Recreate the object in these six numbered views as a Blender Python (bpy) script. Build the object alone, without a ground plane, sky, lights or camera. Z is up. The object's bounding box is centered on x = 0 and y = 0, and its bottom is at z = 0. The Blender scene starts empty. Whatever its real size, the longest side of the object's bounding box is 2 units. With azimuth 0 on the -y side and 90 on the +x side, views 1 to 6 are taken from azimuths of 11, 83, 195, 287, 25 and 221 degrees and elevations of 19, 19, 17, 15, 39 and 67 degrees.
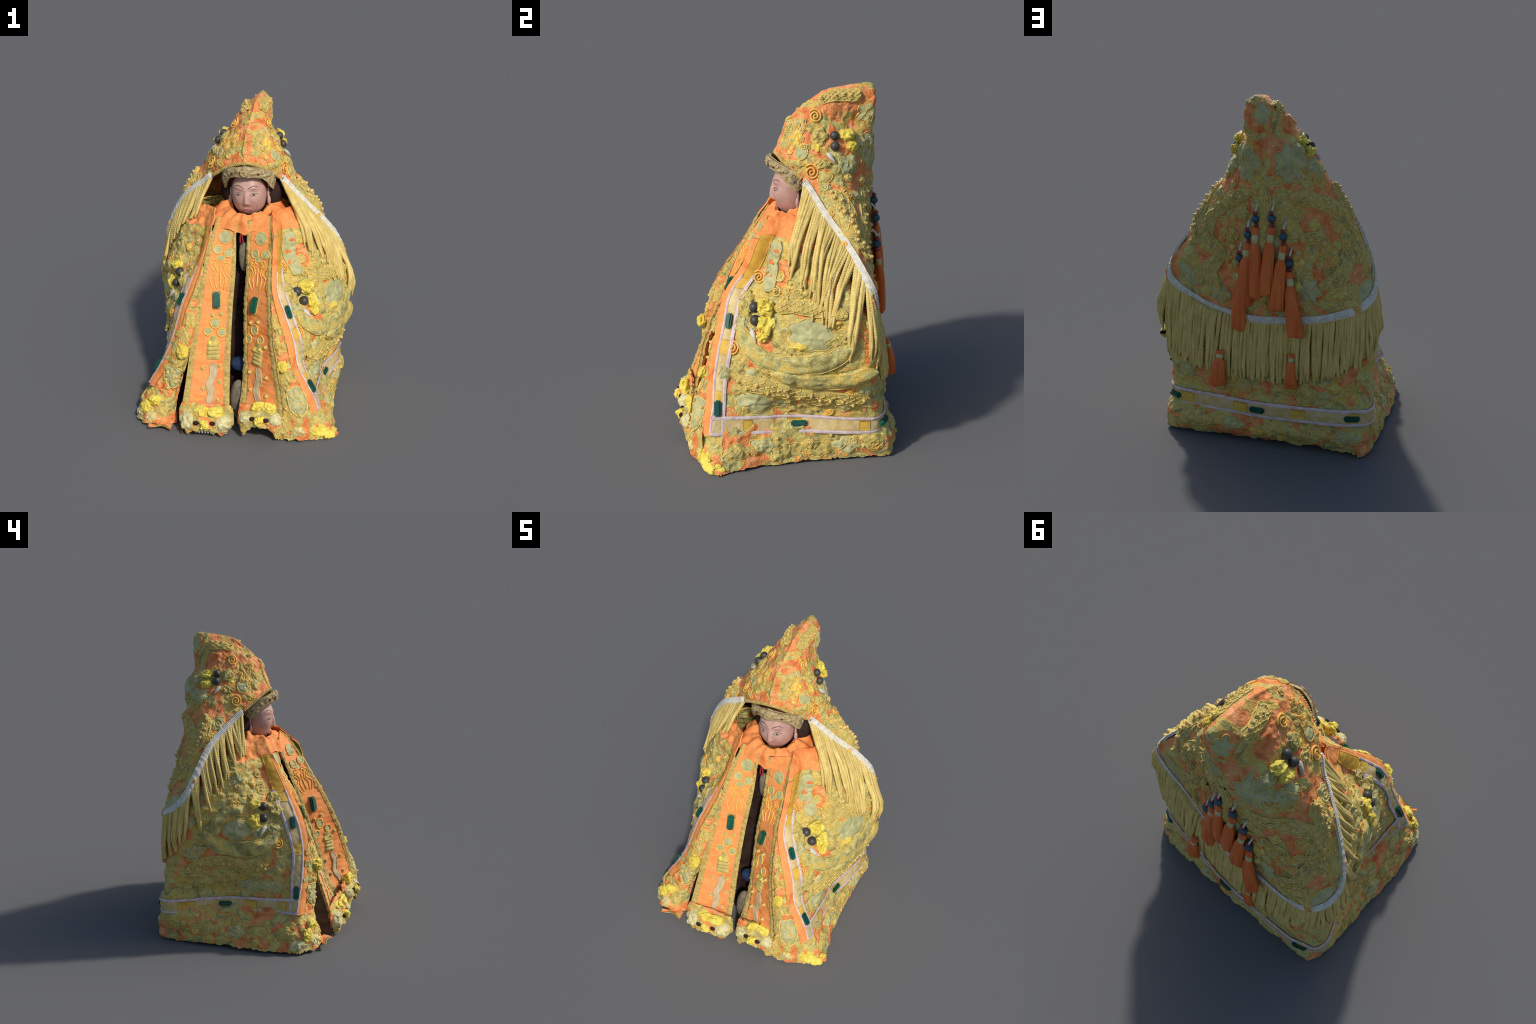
import bpy, bmesh, math, random
import numpy as np
from mathutils import Vector, Matrix, noise as mnoise
from mathutils.bvhtree import BVHTree

random.seed(7)
rng = np.random.default_rng(7)

# ------------------------------------------------------------------ numerics
def _hash(ix, iy, iz, seed):
    h = (ix * 374761393 + iy * 668265263 + iz * 2147483647 + seed * 974634777) & 0xFFFFFFFF
    h = ((h ^ (h >> 13)) * 1274126177) & 0xFFFFFFFF
    h = ((h ^ (h >> 16)) * 2246822519) & 0xFFFFFFFF
    return ((h ^ (h >> 15)) & 0xFFFFFF) / float(0xFFFFFF) * 2 - 1

def vnoise(P, scale, seed=0):
    """smooth value noise in -1..1, vectorised"""
    Q = np.asarray(P, float) * scale + 1000.0
    I = np.floor(Q).astype(np.int64)
    F = Q - I
    F = F * F * F * (F * (F * 6 - 15) + 10)
    out = np.zeros(len(Q))
    for dx in (0, 1):
        wx = F[:, 0] if dx else 1 - F[:, 0]
        for dy in (0, 1):
            wy = F[:, 1] if dy else 1 - F[:, 1]
            for dz in (0, 1):
                wz = F[:, 2] if dz else 1 - F[:, 2]
                out += wx * wy * wz * _hash(I[:, 0] + dx, I[:, 1] + dy, I[:, 2] + dz, seed)
    return out

def fbm(P, scale, octv=3, seed=0):
    out = 0; a = 1.0; t = 0
    for o in range(octv):
        out = out + a * vnoise(P, scale * 2 ** o, seed + o * 17); t += a; a *= 0.5
    return out / t

def ridged(P, scale, octv=2, seed=0):
    out = 0; a = 1.0; t = 0
    for o in range(octv):
        out = out + a * (1 - 2 * np.abs(vnoise(P, scale * 2 ** o, seed + o * 31))); t += a; a *= 0.5
    return out / t

def catmull(pts, n, closed=False):
    """n samples, uniform in chord length, through the control points"""
    P = np.asarray(pts, float)
    m = len(P)
    if closed:
        ext = np.vstack([P[-1], P, P[0], P[1]]); segs = m
    else:
        ext = np.vstack([2 * P[0] - P[1], P, 2 * P[-1] - P[-2]]); segs = m - 1
    fine = []
    K = 24
    for i in range(segs):
        p0, p1, p2, p3 = ext[i], ext[i + 1], ext[i + 2], ext[i + 3]
        t = np.linspace(0, 1, K, endpoint=False)[:, None]
        fine.append(0.5 * ((2 * p1) + (-p0 + p2) * t + (2 * p0 - 5 * p1 + 4 * p2 - p3) * t ** 2 + (-p0 + 3 * p1 - 3 * p2 + p3) * t ** 3))
    fine = np.vstack(fine + ([] if closed else [ext[-2][None]]))
    if closed:
        fine = np.vstack([fine, fine[:1]])
    d = np.r_[0, np.cumsum(np.linalg.norm(np.diff(fine, axis=0), axis=1))]
    s = np.linspace(0, d[-1], n + (1 if closed else 0))
    if closed: s = s[:-1]
    return np.stack([np.interp(s, d, fine[:, k]) for k in range(P.shape[1])], 1)

def ctrl_param(pts, n):
    """catmull through control points with n/(m-1) samples per span (keeps indices comparable between sections)"""
    P = np.asarray(pts, float)
    ext = np.vstack([2 * P[0] - P[1], P, 2 * P[-1] - P[-2]])
    t = np.linspace(0, len(P) - 1, n)
    i = np.minimum(t.astype(int), len(P) - 2); f = (t - i)[:, None]
    p0, p1, p2, p3 = ext[i], ext[i + 1], ext[i + 2], ext[i + 3]
    return 0.5 * ((2 * p1) + (-p0 + p2) * f + (2 * p0 - 5 * p1 + 4 * p2 - p3) * f ** 2 + (-p0 + 3 * p1 - 3 * p2 + p3) * f ** 3)

def smooth_interp(z, zs, vals):
    """monotone-ish cubic interpolation of arrays vals (k,...) at heights zs (ascending)"""
    zs = np.asarray(zs, float); V = np.asarray(vals, float)
    z = np.asarray(z, float)
    m = np.gradient(V, zs, axis=0)
    i = np.clip(np.searchsorted(zs, z) - 1, 0, len(zs) - 2)
    h = (zs[i + 1] - zs[i])
    t = np.clip((z - zs[i]) / h, 0, 1)
    sh = (len(z),) + (1,) * (V.ndim - 1)
    t = t.reshape(sh); h = h.reshape(sh)
    return ((2 * t ** 3 - 3 * t ** 2 + 1) * V[i] + (t ** 3 - 2 * t ** 2 + t) * h * m[i] + (-2 * t ** 3 + 3 * t ** 2) * V[i + 1] + (t ** 3 - t ** 2) * h * m[i + 1])

# ------------------------------------------------------------------ scene helpers
ROOT = bpy.data.objects.new("draped_deity_statue", None)
bpy.context.scene.collection.objects.link(ROOT)
ROOT["label"] = "seated deity statue draped in embroidered orange hooded cape"
ROOT["category"] = "statue"

def link(ob, parent=None):
    bpy.context.scene.collection.objects.link(ob)
    ob.parent = parent or ROOT
    return ob

def make_mesh(name, verts, faces, mats=(), fmat=None, smooth=True):
    me = bpy.data.meshes.new(name)
    me.from_pydata([tuple(v) for v in verts], [], [tuple(f) for f in faces])
    for m in mats: me.materials.append(m)
    if fmat is not None:
        me.polygons.foreach_set("material_index", np.asarray(fmat, np.int32))
    me.polygons.foreach_set("use_smooth", np.full(len(me.polygons), smooth))
    me.update()
    return me

def add(name, verts, faces, mats=(), fmat=None, parent=None, smooth=True):
    verts = np.array(verts, float); verts[:, 2] = np.maximum(verts[:, 2], 0.001)      # nothing sinks below the ground
    return link(bpy.data.objects.new(name, make_mesh(name, verts, faces, mats, fmat, smooth)), parent)

def grid_faces(nv, nu, closed=False, off=0, flip=False):
    f = []
    for j in range(nv - 1):
        for i in range(nu if closed else nu - 1):
            a = j * nu + i; b = j * nu + (i + 1) % nu
            q = (a + off, b + off, b + nu + off, a + nu + off)
            f.append(q[::-1] if flip else q)
    return f

def grid_normals(G, closed=False):
    if closed:
        du = np.roll(G, -1, 1) - np.roll(G, 1, 1)
    else:
        du = np.gradient(G, axis=1)
    dv = np.gradient(G, axis=0)
    N = np.cross(du, dv)
    return N / np.maximum(np.linalg.norm(N, axis=2, keepdims=True), 1e-9)

def thick_sheet(G, t, flip=False):
    """closed solid from a grid (nv,nu,3): outer skin plus an inner skin t behind, rim stitched"""
    nv, nu, _ = G.shape
    N = grid_normals(G)
    if flip: N = -N
    inner = G - N * t
    V = np.vstack([G.reshape(-1, 3), inner.reshape(-1, 3)])
    n = nv * nu
    F = grid_faces(nv, nu, flip=flip) + grid_faces(nv, nu, off=n, flip=not flip)
    rim = [j * nu for j in range(nv)] + [(nv - 1) * nu + i for i in range(1, nu)] + [j * nu + nu - 1 for j in range(nv - 2, -1, -1)] + [i for i in range(nu - 2, 0, -1)]
    for k in range(len(rim)):
        a, b = rim[k], rim[(k + 1) % len(rim)]
        q = (a, b, b + n, a + n)
        F.append(q if flip else q[::-1])
    return V, F

# ------------------------------------------------------------------ materials
class NB:
    def __init__(self, name, rough=0.75, spec=0.25):
        self.m = bpy.data.materials.new(name); self.m.use_nodes = True
        self.t = self.m.node_tree; self.n = self.t.nodes; self.l = self.t.links
        self.b = self.n["Principled BSDF"]
        self.b.inputs["Roughness"].default_value = rough
        self.b.inputs["Specular IOR Level"].default_value = spec
        self.tc = self.n.new("ShaderNodeTexCoord")
    def noise(self, scale, detail=3, dist=0.0, stretch=None, offset=(0, 0, 0), rough=0.5):
        t = self.n.new("ShaderNodeTexNoise")
        t.inputs["Scale"].default_value = scale; t.inputs["Detail"].default_value = detail
        t.inputs["Distortion"].default_value = dist; t.inputs["Roughness"].default_value = rough
        mp = self.n.new("ShaderNodeMapping"); mp.inputs["Location"].default_value = offset
        if stretch: mp.inputs["Scale"].default_value = stretch
        self.l.new(self.tc.outputs["Object"], mp.inputs["Vector"]); self.l.new(mp.outputs[0], t.inputs["Vector"])
        return t.outputs["Fac"]
    def voronoi(self, scale, feature="F1", rnd=1.0):
        t = self.n.new("ShaderNodeTexVoronoi"); t.feature = feature
        t.inputs["Scale"].default_value = scale; t.inputs["Randomness"].default_value = rnd
        self.l.new(self.tc.outputs["Object"], t.inputs["Vector"])
        return t.outputs["Distance"]
    def wave(self, scale, dist=2.0, direction="Z", detail=2):
        t = self.n.new("ShaderNodeTexWave"); t.bands_direction = direction
        t.inputs["Scale"].default_value = scale; t.inputs["Distortion"].default_value = dist; t.inputs["Detail"].default_value = detail
        self.l.new(self.tc.outputs["Object"], t.inputs["Vector"])
        return t.outputs["Fac"]
    def ramp(self, fac, stops):
        r = self.n.new("ShaderNodeValToRGB"); e = r.color_ramp.elements
        while len(e) > 1: e.remove(e[-1])
        for k, (p, c) in enumerate(stops):
            if k == 0: el = e[0]; el.position = p
            else: el = e.new(p)
            if isinstance(c, (int, float)): c = (c, c, c)
            el.color = (*c, 1)
        self.l.new(fac, r.inputs["Fac"])
        return r.outputs["Color"]
    def mix(self, fac, a, b, mode="MIX"):
        m = self.n.new("ShaderNodeMix"); m.data_type = "RGBA"; m.blend_type = mode
        for sock, v in ((m.inputs[0], fac), (m.inputs[6], a), (m.inputs[7], b)):
            if isinstance(v, (int, float)): sock.default_value = v
            elif isinstance(v, tuple): sock.default_value = (*v, 1)
            else: self.l.new(v, sock)
        return m.outputs[2]
    def done(self, col, bump=None, strength=0.3, dist=0.004):
        if isinstance(col, tuple): self.b.inputs["Base Color"].default_value = (*col, 1)
        else: self.l.new(col, self.b.inputs["Base Color"])
        if bump is not None:
            bn = self.n.new("ShaderNodeBump"); bn.inputs["Strength"].default_value = strength; bn.inputs["Distance"].default_value = dist
            self.l.new(bump, bn.inputs["Height"]); self.l.new(bn.outputs[0], self.b.inputs["Normal"])
        return self.m

ORANGE = (0.79, 0.275, 0.085); ORANGE_L = (0.84, 0.42, 0.19); ORANGE_D = (0.62, 0.155, 0.035)
SAGE = (0.39, 0.37, 0.155); SAGE_D = (0.26, 0.22, 0.065); YEL = (0.60, 0.425, 0.095); YELB = (0.71, 0.55, 0.14); GOLD = (0.70, 0.42, 0.08)

def cloth(name, c1=ORANGE_D, c2=ORANGE, c3=ORANGE_L, motif=0.0, scale=7):
    """plain woven orange cloth, optionally with a little stray gold thread"""
    B = NB(name, 0.7)
    n = B.noise(scale, 4, 0.6)
    col = B.ramp(n, [(0.28, c1), (0.46, c2), (0.62, c2), (0.78, c3)])
    w = B.noise(160, 2)
    col = B.mix(0.25, col, B.ramp(w, [(0.3, 0.35), (0.7, 0.75)]), "OVERLAY")
    if motif:
        q = B.noise(9, 2, 1.6, offset=(3, 1, 7))
        line = B.ramp(q, [(0.47, 0.0), (0.49, 1.0), (0.52, 1.0), (0.54, 0.0)])
        col = B.mix(B.mix(1.0, line, (motif,) * 3, "MULTIPLY"), col, GOLD)
    return B.done(col, w, 0.25, 0.002)

def embroidery(name, lo=0.38, hi=0.44, scale=5.5, off=(0, 0, 0), ylw=0.5):
    """dense satin stitch in sage and yellow with gold outlines; orange ground shows where the mask is low"""
    B = NB(name, 0.62, 0.35)
    m = B.noise(scale, 2.5, 1.3, offset=off)
    th = B.noise(10, 4, 1.4, offset=(5, 2, 1))
    sat = B.ramp(th, [(0.30, SAGE_D), (0.44, SAGE), (0.50 + 0.06 * (0.5 - ylw), (0.58, 0.54, 0.20)), (0.60, YEL), (0.74, YELB)])
    streak = B.noise(15, 2, 2.6, stretch=(1.0, 1.0, 2.2), offset=(1, 9, 4))
    sl = B.ramp(streak, [(0.43, 0.0), (0.475, 1.0), (0.525, 1.0), (0.57, 0.0)])
    sat = B.mix(B.mix(1.0, sl, (0.45,) * 3, "MULTIPLY"), sat, YEL)
    og = B.noise(18, 3, 0.5, offset=(9, 3, 3))
    orange = B.ramp(og, [(0.3, ORANGE_D), (0.5, ORANGE), (0.75, ORANGE_L)])
    msk = B.ramp(m, [(lo, 0.0), (hi, 1.0)])
    col = B.mix(msk, orange, sat)
    rim = B.ramp(m, [(lo - 0.005, 0.0), (lo + 0.015, 1.0), (hi - 0.01, 1.0), (hi + 0.015, 0.0)])
    col = B.mix(B.mix(1.0, rim, (0.8,) * 3, "MULTIPLY"), col, YEL)
    fine = B.noise(120, 2, 0.5, stretch=(1, 1, 0.4))
    col = B.mix(0.18, col, B.ramp(fine, [(0.3, 0.3), (0.7, 0.7)]), "OVERLAY")
    bmp = B.mix(0.5, B.mix(0.5, sl, rim), B.ramp(th, [(0.2, 0.0), (0.8, 1.0)]))
    return B.done(col, bmp, 0.8, 0.010)

M_HOOD = embroidery("hood_brocade", 0.52, 0.60, 6.5, ylw=0.7)
M_CAPE = embroidery("cape_brocade", 0.48, 0.53, 6.0, off=(2, 0, 0))
M_ROBE = embroidery("robe_brocade", 0.44, 0.485, 5.5, off=(0, 4, 0))
M_SKIRT = embroidery("skirt_brocade", 0.445, 0.49, 7.5, off=(0, 0, 6), ylw=0.9)
M_UNDER = embroidery("panel_brocade", 0.46, 0.52, 8.0, off=(7, 0, 0), ylw=0.8)
M_COIL = embroidery("coil_stitch", 0.16, 0.20, 7.0, off=(3, 3, 3), ylw=0.3)
M_ORANGE = cloth("orange_silk", motif=0.18)
M_STOLE = cloth("stole_silk", motif=0.35)
M_LIN = cloth("yellow_lining", (0.45, 0.22, 0.03), (0.66, 0.36, 0.05), (0.75, 0.48, 0.1))
def two_tone(name, a, b, scale=20, rough=0.6, spec=0.3, bump=0.3, stretch=None, dist=0.4, fine=90):
    B = NB(name, rough, spec)
    c = B.ramp(B.noise(scale, 4, dist, stretch=stretch), [(0.3, a), (0.7, b)])
    f = B.noise(fine, 3, 0.3, stretch=stretch)
    c = B.mix(0.25, c, B.ramp(f, [(0.3, 0.3), (0.7, 0.7)]), "OVERLAY")
    return B.done(c, f, bump, 0.003)
M_SAGE = two_tone("sage_satin", (0.34, 0.335, 0.15), (0.49, 0.475, 0.235), 14)
M_SAGEY = two_tone("sage_yellow_satin", (0.33, 0.295, 0.10), (0.60, 0.46, 0.13), 22, dist=1.2)
M_YEL = two_tone("bright_yellow_felt", (0.64, 0.49, 0.06), (0.79, 0.66, 0.12), 14)
M_CORD = two_tone("gold_cord", (0.58, 0.40, 0.09), (0.72, 0.54, 0.15), 30, 0.5, 0.4)
M_GOLDO = two_tone("gold_thread_orange", (0.78, 0.36, 0.06), (0.82, 0.52, 0.11), 30, 0.5, 0.4)
M_TRIM = two_tone("braid_trim", (0.33, 0.23, 0.06), (0.56, 0.41, 0.13), 60, 0.7)
M_WHITE = two_tone("white_braid", (0.52, 0.50, 0.42), (0.74, 0.72, 0.64), 40, 0.7)
M_LILAC = two_tone("lilac_piping", (0.52, 0.40, 0.40), (0.72, 0.60, 0.60), 25, 0.6)
M_BAND = two_tone("hem_band", (0.52, 0.36, 0.12), (0.68, 0.54, 0.28), 18, 0.6)
M_BANDY = two_tone("hem_band_yellow", (0.60, 0.36, 0.05), (0.72, 0.46, 0.08), 12, 0.6)
M_FRINGE = two_tone("fringe_cotton", (0.56, 0.41, 0.12), (0.73, 0.57, 0.21), 26, 0.75, 0.2, stretch=(1, 1, 0.3))
M_TASSEL = two_tone("tassel_silk", (0.62, 0.11, 0.02), (0.74, 0.19, 0.04), 12, 0.5, stretch=(3, 3, 0.3), fine=200)
M_GEM = two_tone("green_stone", (0.0, 0.045, 0.03), (0.006, 0.11, 0.07), 16, 0.18, 0.6, 0.1)
M_EYE = two_tone("black_bead", (0.035, 0.033, 0.033), (0.07, 0.065, 0.06), 20, 0.45, 0.4)
M_STUD = two_tone("gold_stud", (0.55, 0.36, 0.08), (0.80, 0.60, 0.22), 40, 0.4, 0.5)
M_FANG = two_tone("grey_white_felt", (0.42, 0.42, 0.36), (0.60, 0.58, 0.50), 30)
M_MASK = two_tone("pale_yellow_felt", (0.50, 0.44, 0.20), (0.66, 0.60, 0.32), 22)
M_BEAD = two_tone("blue_bead", (0.01, 0.05, 0.08), (0.02, 0.10, 0.14), 20, 0.3, 0.5)
M_BEADR = two_tone("red_bead", (0.20, 0.015, 0.03), (0.30, 0.03, 0.05), 20, 0.35, 0.5)
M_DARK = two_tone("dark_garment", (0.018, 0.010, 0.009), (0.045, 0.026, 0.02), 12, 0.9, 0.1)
M_BLUE = two_tone("blue_cloth", (0.008, 0.02, 0.06), (0.03, 0.06, 0.14), 20, 0.8)
M_STONE = two_tone("grey_boot", (0.12, 0.10, 0.07), (0.26, 0.22, 0.16), 20, 0.85)
M_RED = two_tone("red_cord", (0.16, 0.01, 0.012), (0.30, 0.025, 0.03), 20, 0.6)
M_SKIN = two_tone("face_lacquer", (0.44, 0.255, 0.215), (0.53, 0.325, 0.275), 10, 0.45, 0.35, 0.06, fine=40)
M_LIP = two_tone("lip_paint", (0.27, 0.08, 0.075), (0.34, 0.12, 0.11), 30, 0.45)
M_BROW = two_tone("brow_paint", (0.09, 0.06, 0.05), (0.14, 0.10, 0.08), 30, 0.6)
M_EYEW = two_tone("eye_white", (0.33, 0.27, 0.20), (0.40, 0.33, 0.26), 30, 0.4)
M_IRIS = two_tone("iris_dark", (0.04, 0.035, 0.03), (0.07, 0.06, 0.05), 30, 0.3)
M_CROWN = two_tone("carved_gilt_wood", (0.25, 0.18, 0.08), (0.52, 0.42, 0.22), 45, 0.55, 0.35, 0.4)
M_MAROON = two_tone("maroon_cap", (0.07, 0.015, 0.012), (0.13, 0.03, 0.025), 15, 0.7)
M_MAUVE = two_tone("mauve_jewel", (0.10, 0.08, 0.14), (0.18, 0.14, 0.22), 30, 0.3, 0.5)

M_LINING = two_tone("brown_lining", (0.06, 0.035, 0.02), (0.14, 0.08, 0.04), 14, 0.85)


# ------------------------------------------------------------------ the cape (hood and mantle in one sheet)
# outline of the cape at several heights: closed loops, anticlockwise from the front
CAPE = [
 (0.72, [(0.03,-0.02),(0.36,0.14),(0.60,0.34),(0.682,0.40),(0.60,0.455),(0.40,0.455),(0.20,0.505),(0.0,0.56),(-0.25,0.56),(-0.46,0.57),(-0.59,0.545),(-0.665,0.43),(-0.63,0.33),(-0.36,0.14)]),
 (0.87, [(0.03,-0.02),(0.36,0.14),(0.61,0.35),(0.675,0.40),(0.59,0.445),(0.40,0.455),(0.20,0.50),(0.0,0.55),(-0.25,0.55),(-0.45,0.56),(-0.58,0.535),(-0.650,0.42),(-0.615,0.33),(-0.36,0.14)]),
 (1.0,  [(0.03,-0.02),(0.36,0.16),(0.575,0.355),(0.600,0.40),(0.52,0.435),(0.36,0.44),(0.18,0.485),(0.0,0.535),(-0.22,0.540),(-0.42,0.540),(-0.54,0.48),(-0.615,0.39),(-0.585,0.31),(-0.36,0.15)]),
 (1.15, [(0.03,-0.02),(0.34,0.15),(0.47,0.295),(0.505,0.345),(0.44,0.40),(0.30,0.43),(0.15,0.475),(0.0,0.53),(-0.18,0.522),(-0.37,0.515),(-0.48,0.43),(-0.56,0.34),(-0.535,0.27),(-0.35,0.14)]),
 (1.28, [(0.03,-0.02),(0.30,0.13),(0.385,0.22),(0.438,0.30),(0.38,0.385),(0.26,0.425),(0.13,0.48),(0.0,0.52),(-0.15,0.51),(-0.31,0.498),(-0.415,0.415),(-0.492,0.315),(-0.465,0.235),(-0.32,0.13)]),
 (1.40, [(0.03,-0.02),(0.24,0.09),(0.315,0.16),(0.368,0.28),(0.325,0.37),(0.228,0.42),(0.115,0.475),(0.01,0.512),(-0.13,0.505),(-0.27,0.488),(-0.36,0.41),(-0.428,0.31),(-0.39,0.215),(-0.28,0.12)]),
 (1.52, [(0.03,-0.050),(0.19,0.035),(0.262,0.125),(0.296,0.26),(0.255,0.348),(0.182,0.424),(0.108,0.482),(0.015,0.51),(-0.10,0.51),(-0.215,0.485),(-0.295,0.40),(-0.335,0.31),(-0.29,0.19),(-0.20,0.065)]),
 (1.62, [(0.03,-0.045),(0.165,0.022),(0.235,0.11),(0.258,0.24),(0.222,0.336),(0.156,0.424),(0.097,0.486),(0.02,0.51),(-0.07,0.515),(-0.185,0.49),(-0.255,0.40),(-0.272,0.31),(-0.235,0.18),(-0.145,0.035)]),
 (1.72, [(0.04,-0.008),(0.13,0.035),(0.182,0.10),(0.205,0.25),(0.182,0.353),(0.138,0.436),(0.094,0.488),(0.03,0.505),(-0.03,0.505),(-0.125,0.483),(-0.185,0.40),(-0.19,0.31),(-0.16,0.19),(-0.08,0.06)]),
 (1.80, [(0.045,0.028),(0.11,0.055),(0.155,0.11),(0.170,0.23),(0.140,0.34),(0.12,0.43),(0.108,0.495),(0.055,0.512),(-0.01,0.495),(-0.06,0.45),(-0.115,0.38),(-0.130,0.30),(-0.10,0.19),(-0.03,0.07)]),
 (1.88, [(0.052,0.105),(0.09,0.125),(0.125,0.17),(0.14,0.25),(0.13,0.34),(0.125,0.43),(0.112,0.50),(0.065,0.512),(0.01,0.50),(-0.035,0.45),(-0.07,0.38),(-0.075,0.30),(-0.045,0.21),(0.01,0.13)]),
 (1.94, [(0.055,0.195),(0.075,0.205),(0.10,0.24),(0.11,0.30),(0.112,0.37),(0.112,0.44),(0.105,0.495),(0.065,0.508),(0.025,0.50),(-0.005,0.45),(-0.02,0.39),(-0.015,0.31),(0.01,0.25),(0.035,0.21)]),
 (1.975,[(0.057,0.28),(0.065,0.285),(0.078,0.32),(0.085,0.37),(0.088,0.41),(0.087,0.45),(0.08,0.49),(0.06,0.50),(0.042,0.49),(0.027,0.45),(0.022,0.41),(0.025,0.37),(0.036,0.32),(0.05,0.285)]),
 (1.992,[(0.057,0.40),(0.059,0.402),(0.064,0.42),(0.068,0.44),(0.069,0.46),(0.068,0.475),(0.064,0.487),(0.058,0.494),(0.052,0.487),(0.046,0.475),(0.045,0.46),(0.047,0.44),(0.051,0.42),(0.055,0.402)]),
]
# the hem: brow of the hood in front, falling along both sides to the back
HEM = [(0.03,-0.040,1.622),(0.13,0.005,1.586),(0.215,0.083,1.512),(0.306,0.146,1.398),(0.380,0.222,1.282),(0.445,0.297,1.178),(0.53,0.340,1.089),(0.606,0.390,0.98),(0.595,0.44,0.890),(0.515,0.455,0.845),(0.399,0.458,0.783),(0.243,0.49,0.752),(0.0,0.56,0.745),(-0.291,0.555,0.775),(-0.455,0.56,0.825),(-0.575,0.53,0.872),(-0.625,0.42,0.935),(-0.595,0.325,1.048),(-0.53,0.27,1.213),(-0.434,0.215,1.338),(-0.321,0.148,1.419),(-0.188,0.067,1.520),(-0.09,-0.002,1.586)]
AX = np.array([0.0, 0.28])
hem = catmull(HEM, 600, closed=True)
hem_ang = np.unwrap(np.arctan2(hem[:, 1] - AX[1], hem[:, 0] - AX[0]))
NUC, NVC = 420, 200
cz = np.array([c[0] for c in CAPE])
cz_loops = np.stack([catmull(c[1] , 480, closed=True) for c in CAPE])
# polar radius table about a centre that drifts with height
cen_z = [0.7, 1.52, 1.62, 1.72, 1.80, 1.88, 1.94, 1.975, 1.992]
cen_y = [0.28, 0.28, 0.26, 0.26, 0.275, 0.32, 0.36, 0.40, 0.46]
cen_x = [0.0, 0.0, 0.005, 0.015, 0.03, 0.042, 0.05, 0.055, 0.057]
TH = np.linspace(-math.pi, math.pi, NUC, endpoint=False)
def polar_r(loop, c):
    a = np.arctan2(loop[:, 1] - c[1], loop[:, 0] - c[0]); r = np.hypot(loop[:, 1] - c[1], loop[:, 0] - c[0])
    o = np.argsort(a); a = a[o]; r = r[o]
    return np.interp(TH, np.r_[a[-1] - 2 * math.pi, a, a[0] + 2 * math.pi], np.r_[r[-1], r, r[0]])
RT = np.stack([polar_r(l, (np.interp(z, cen_z, cen_x), np.interp(z, cen_z, cen_y))) for z, l in zip(cz, cz_loops)])
ha = (hem_ang + math.pi) % (2 * math.pi) - math.pi
o = np.argsort(ha)
hem_z = np.interp(TH, np.r_[ha[o][-1] - 2 * math.pi, ha[o], ha[o][0] + 2 * math.pi], np.r_[hem[o][-1, 2], hem[o][:, 2], hem[o][0, 2]])
def cape_grid():
    v = np.linspace(0, 1, NVC) ** 0.9
    G = np.zeros((NVC, NUC, 3))
    for i, th in enumerate(TH):
        z = hem_z[i] + (1.992 - hem_z[i]) * v
        r = smooth_interp(z, cz, RT[:, i])
        G[:, i, 0] = np.interp(z, cen_z, cen_x) + r * math.cos(th)
        G[:, i, 1] = np.interp(z, cen_z, cen_y) + r * math.sin(th)
        G[:, i, 2] = z
    return G

CG = cape_grid()
def cape_relief(G):
    P = G.reshape(-1, 3); N = grid_normals(G, True).reshape(-1, 3)
    z = P[:, 2]; y = P[:, 1]
    back = np.clip((y - 0.2) / 0.15, 0, 1)
    d = 0.009 * fbm(P, 9, 3, 3) + 0.009 * (ridged(P, 13, 3, 9) - 0.25) * (0.45 + 0.55 * back) + 0.006 * fbm(P, 38, 2, 5) - 0.006 * back - 0.008 * (1 - back)
    # a centre seam runs up the brow and over the crest
    seam = np.exp(-((P[:, 0] - np.interp(z, cen_z, cen_x) - 0.03 * np.clip((1.7 - z) / 0.1, 0, 1)) / 0.008) ** 2) * (P[:, 1] < np.interp(z, cen_z, cen_y)) * np.clip((z - 1.6) * 20, 0, 1)
    d = d + 0.007 * seam
    # sunken fold down the middle of the back, and side dents below the peak
    d = d - 0.012 * np.exp(-((P[:, 0] - 0.02) / 0.02) ** 2) * (y > 0.35) * np.exp(-((z - 1.66) / 0.10) ** 2)
    d = d - 0.022 * np.exp(-(((y - 0.40) / 0.06) ** 2 + ((z - 1.82) / 0.05) ** 2))
    fade = np.clip((1.99 - z) / 0.05, 0, 1)
    return (P + N * (d * fade)[:, None]).reshape(G.shape)
CGD = cape_relief(CG)

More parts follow.
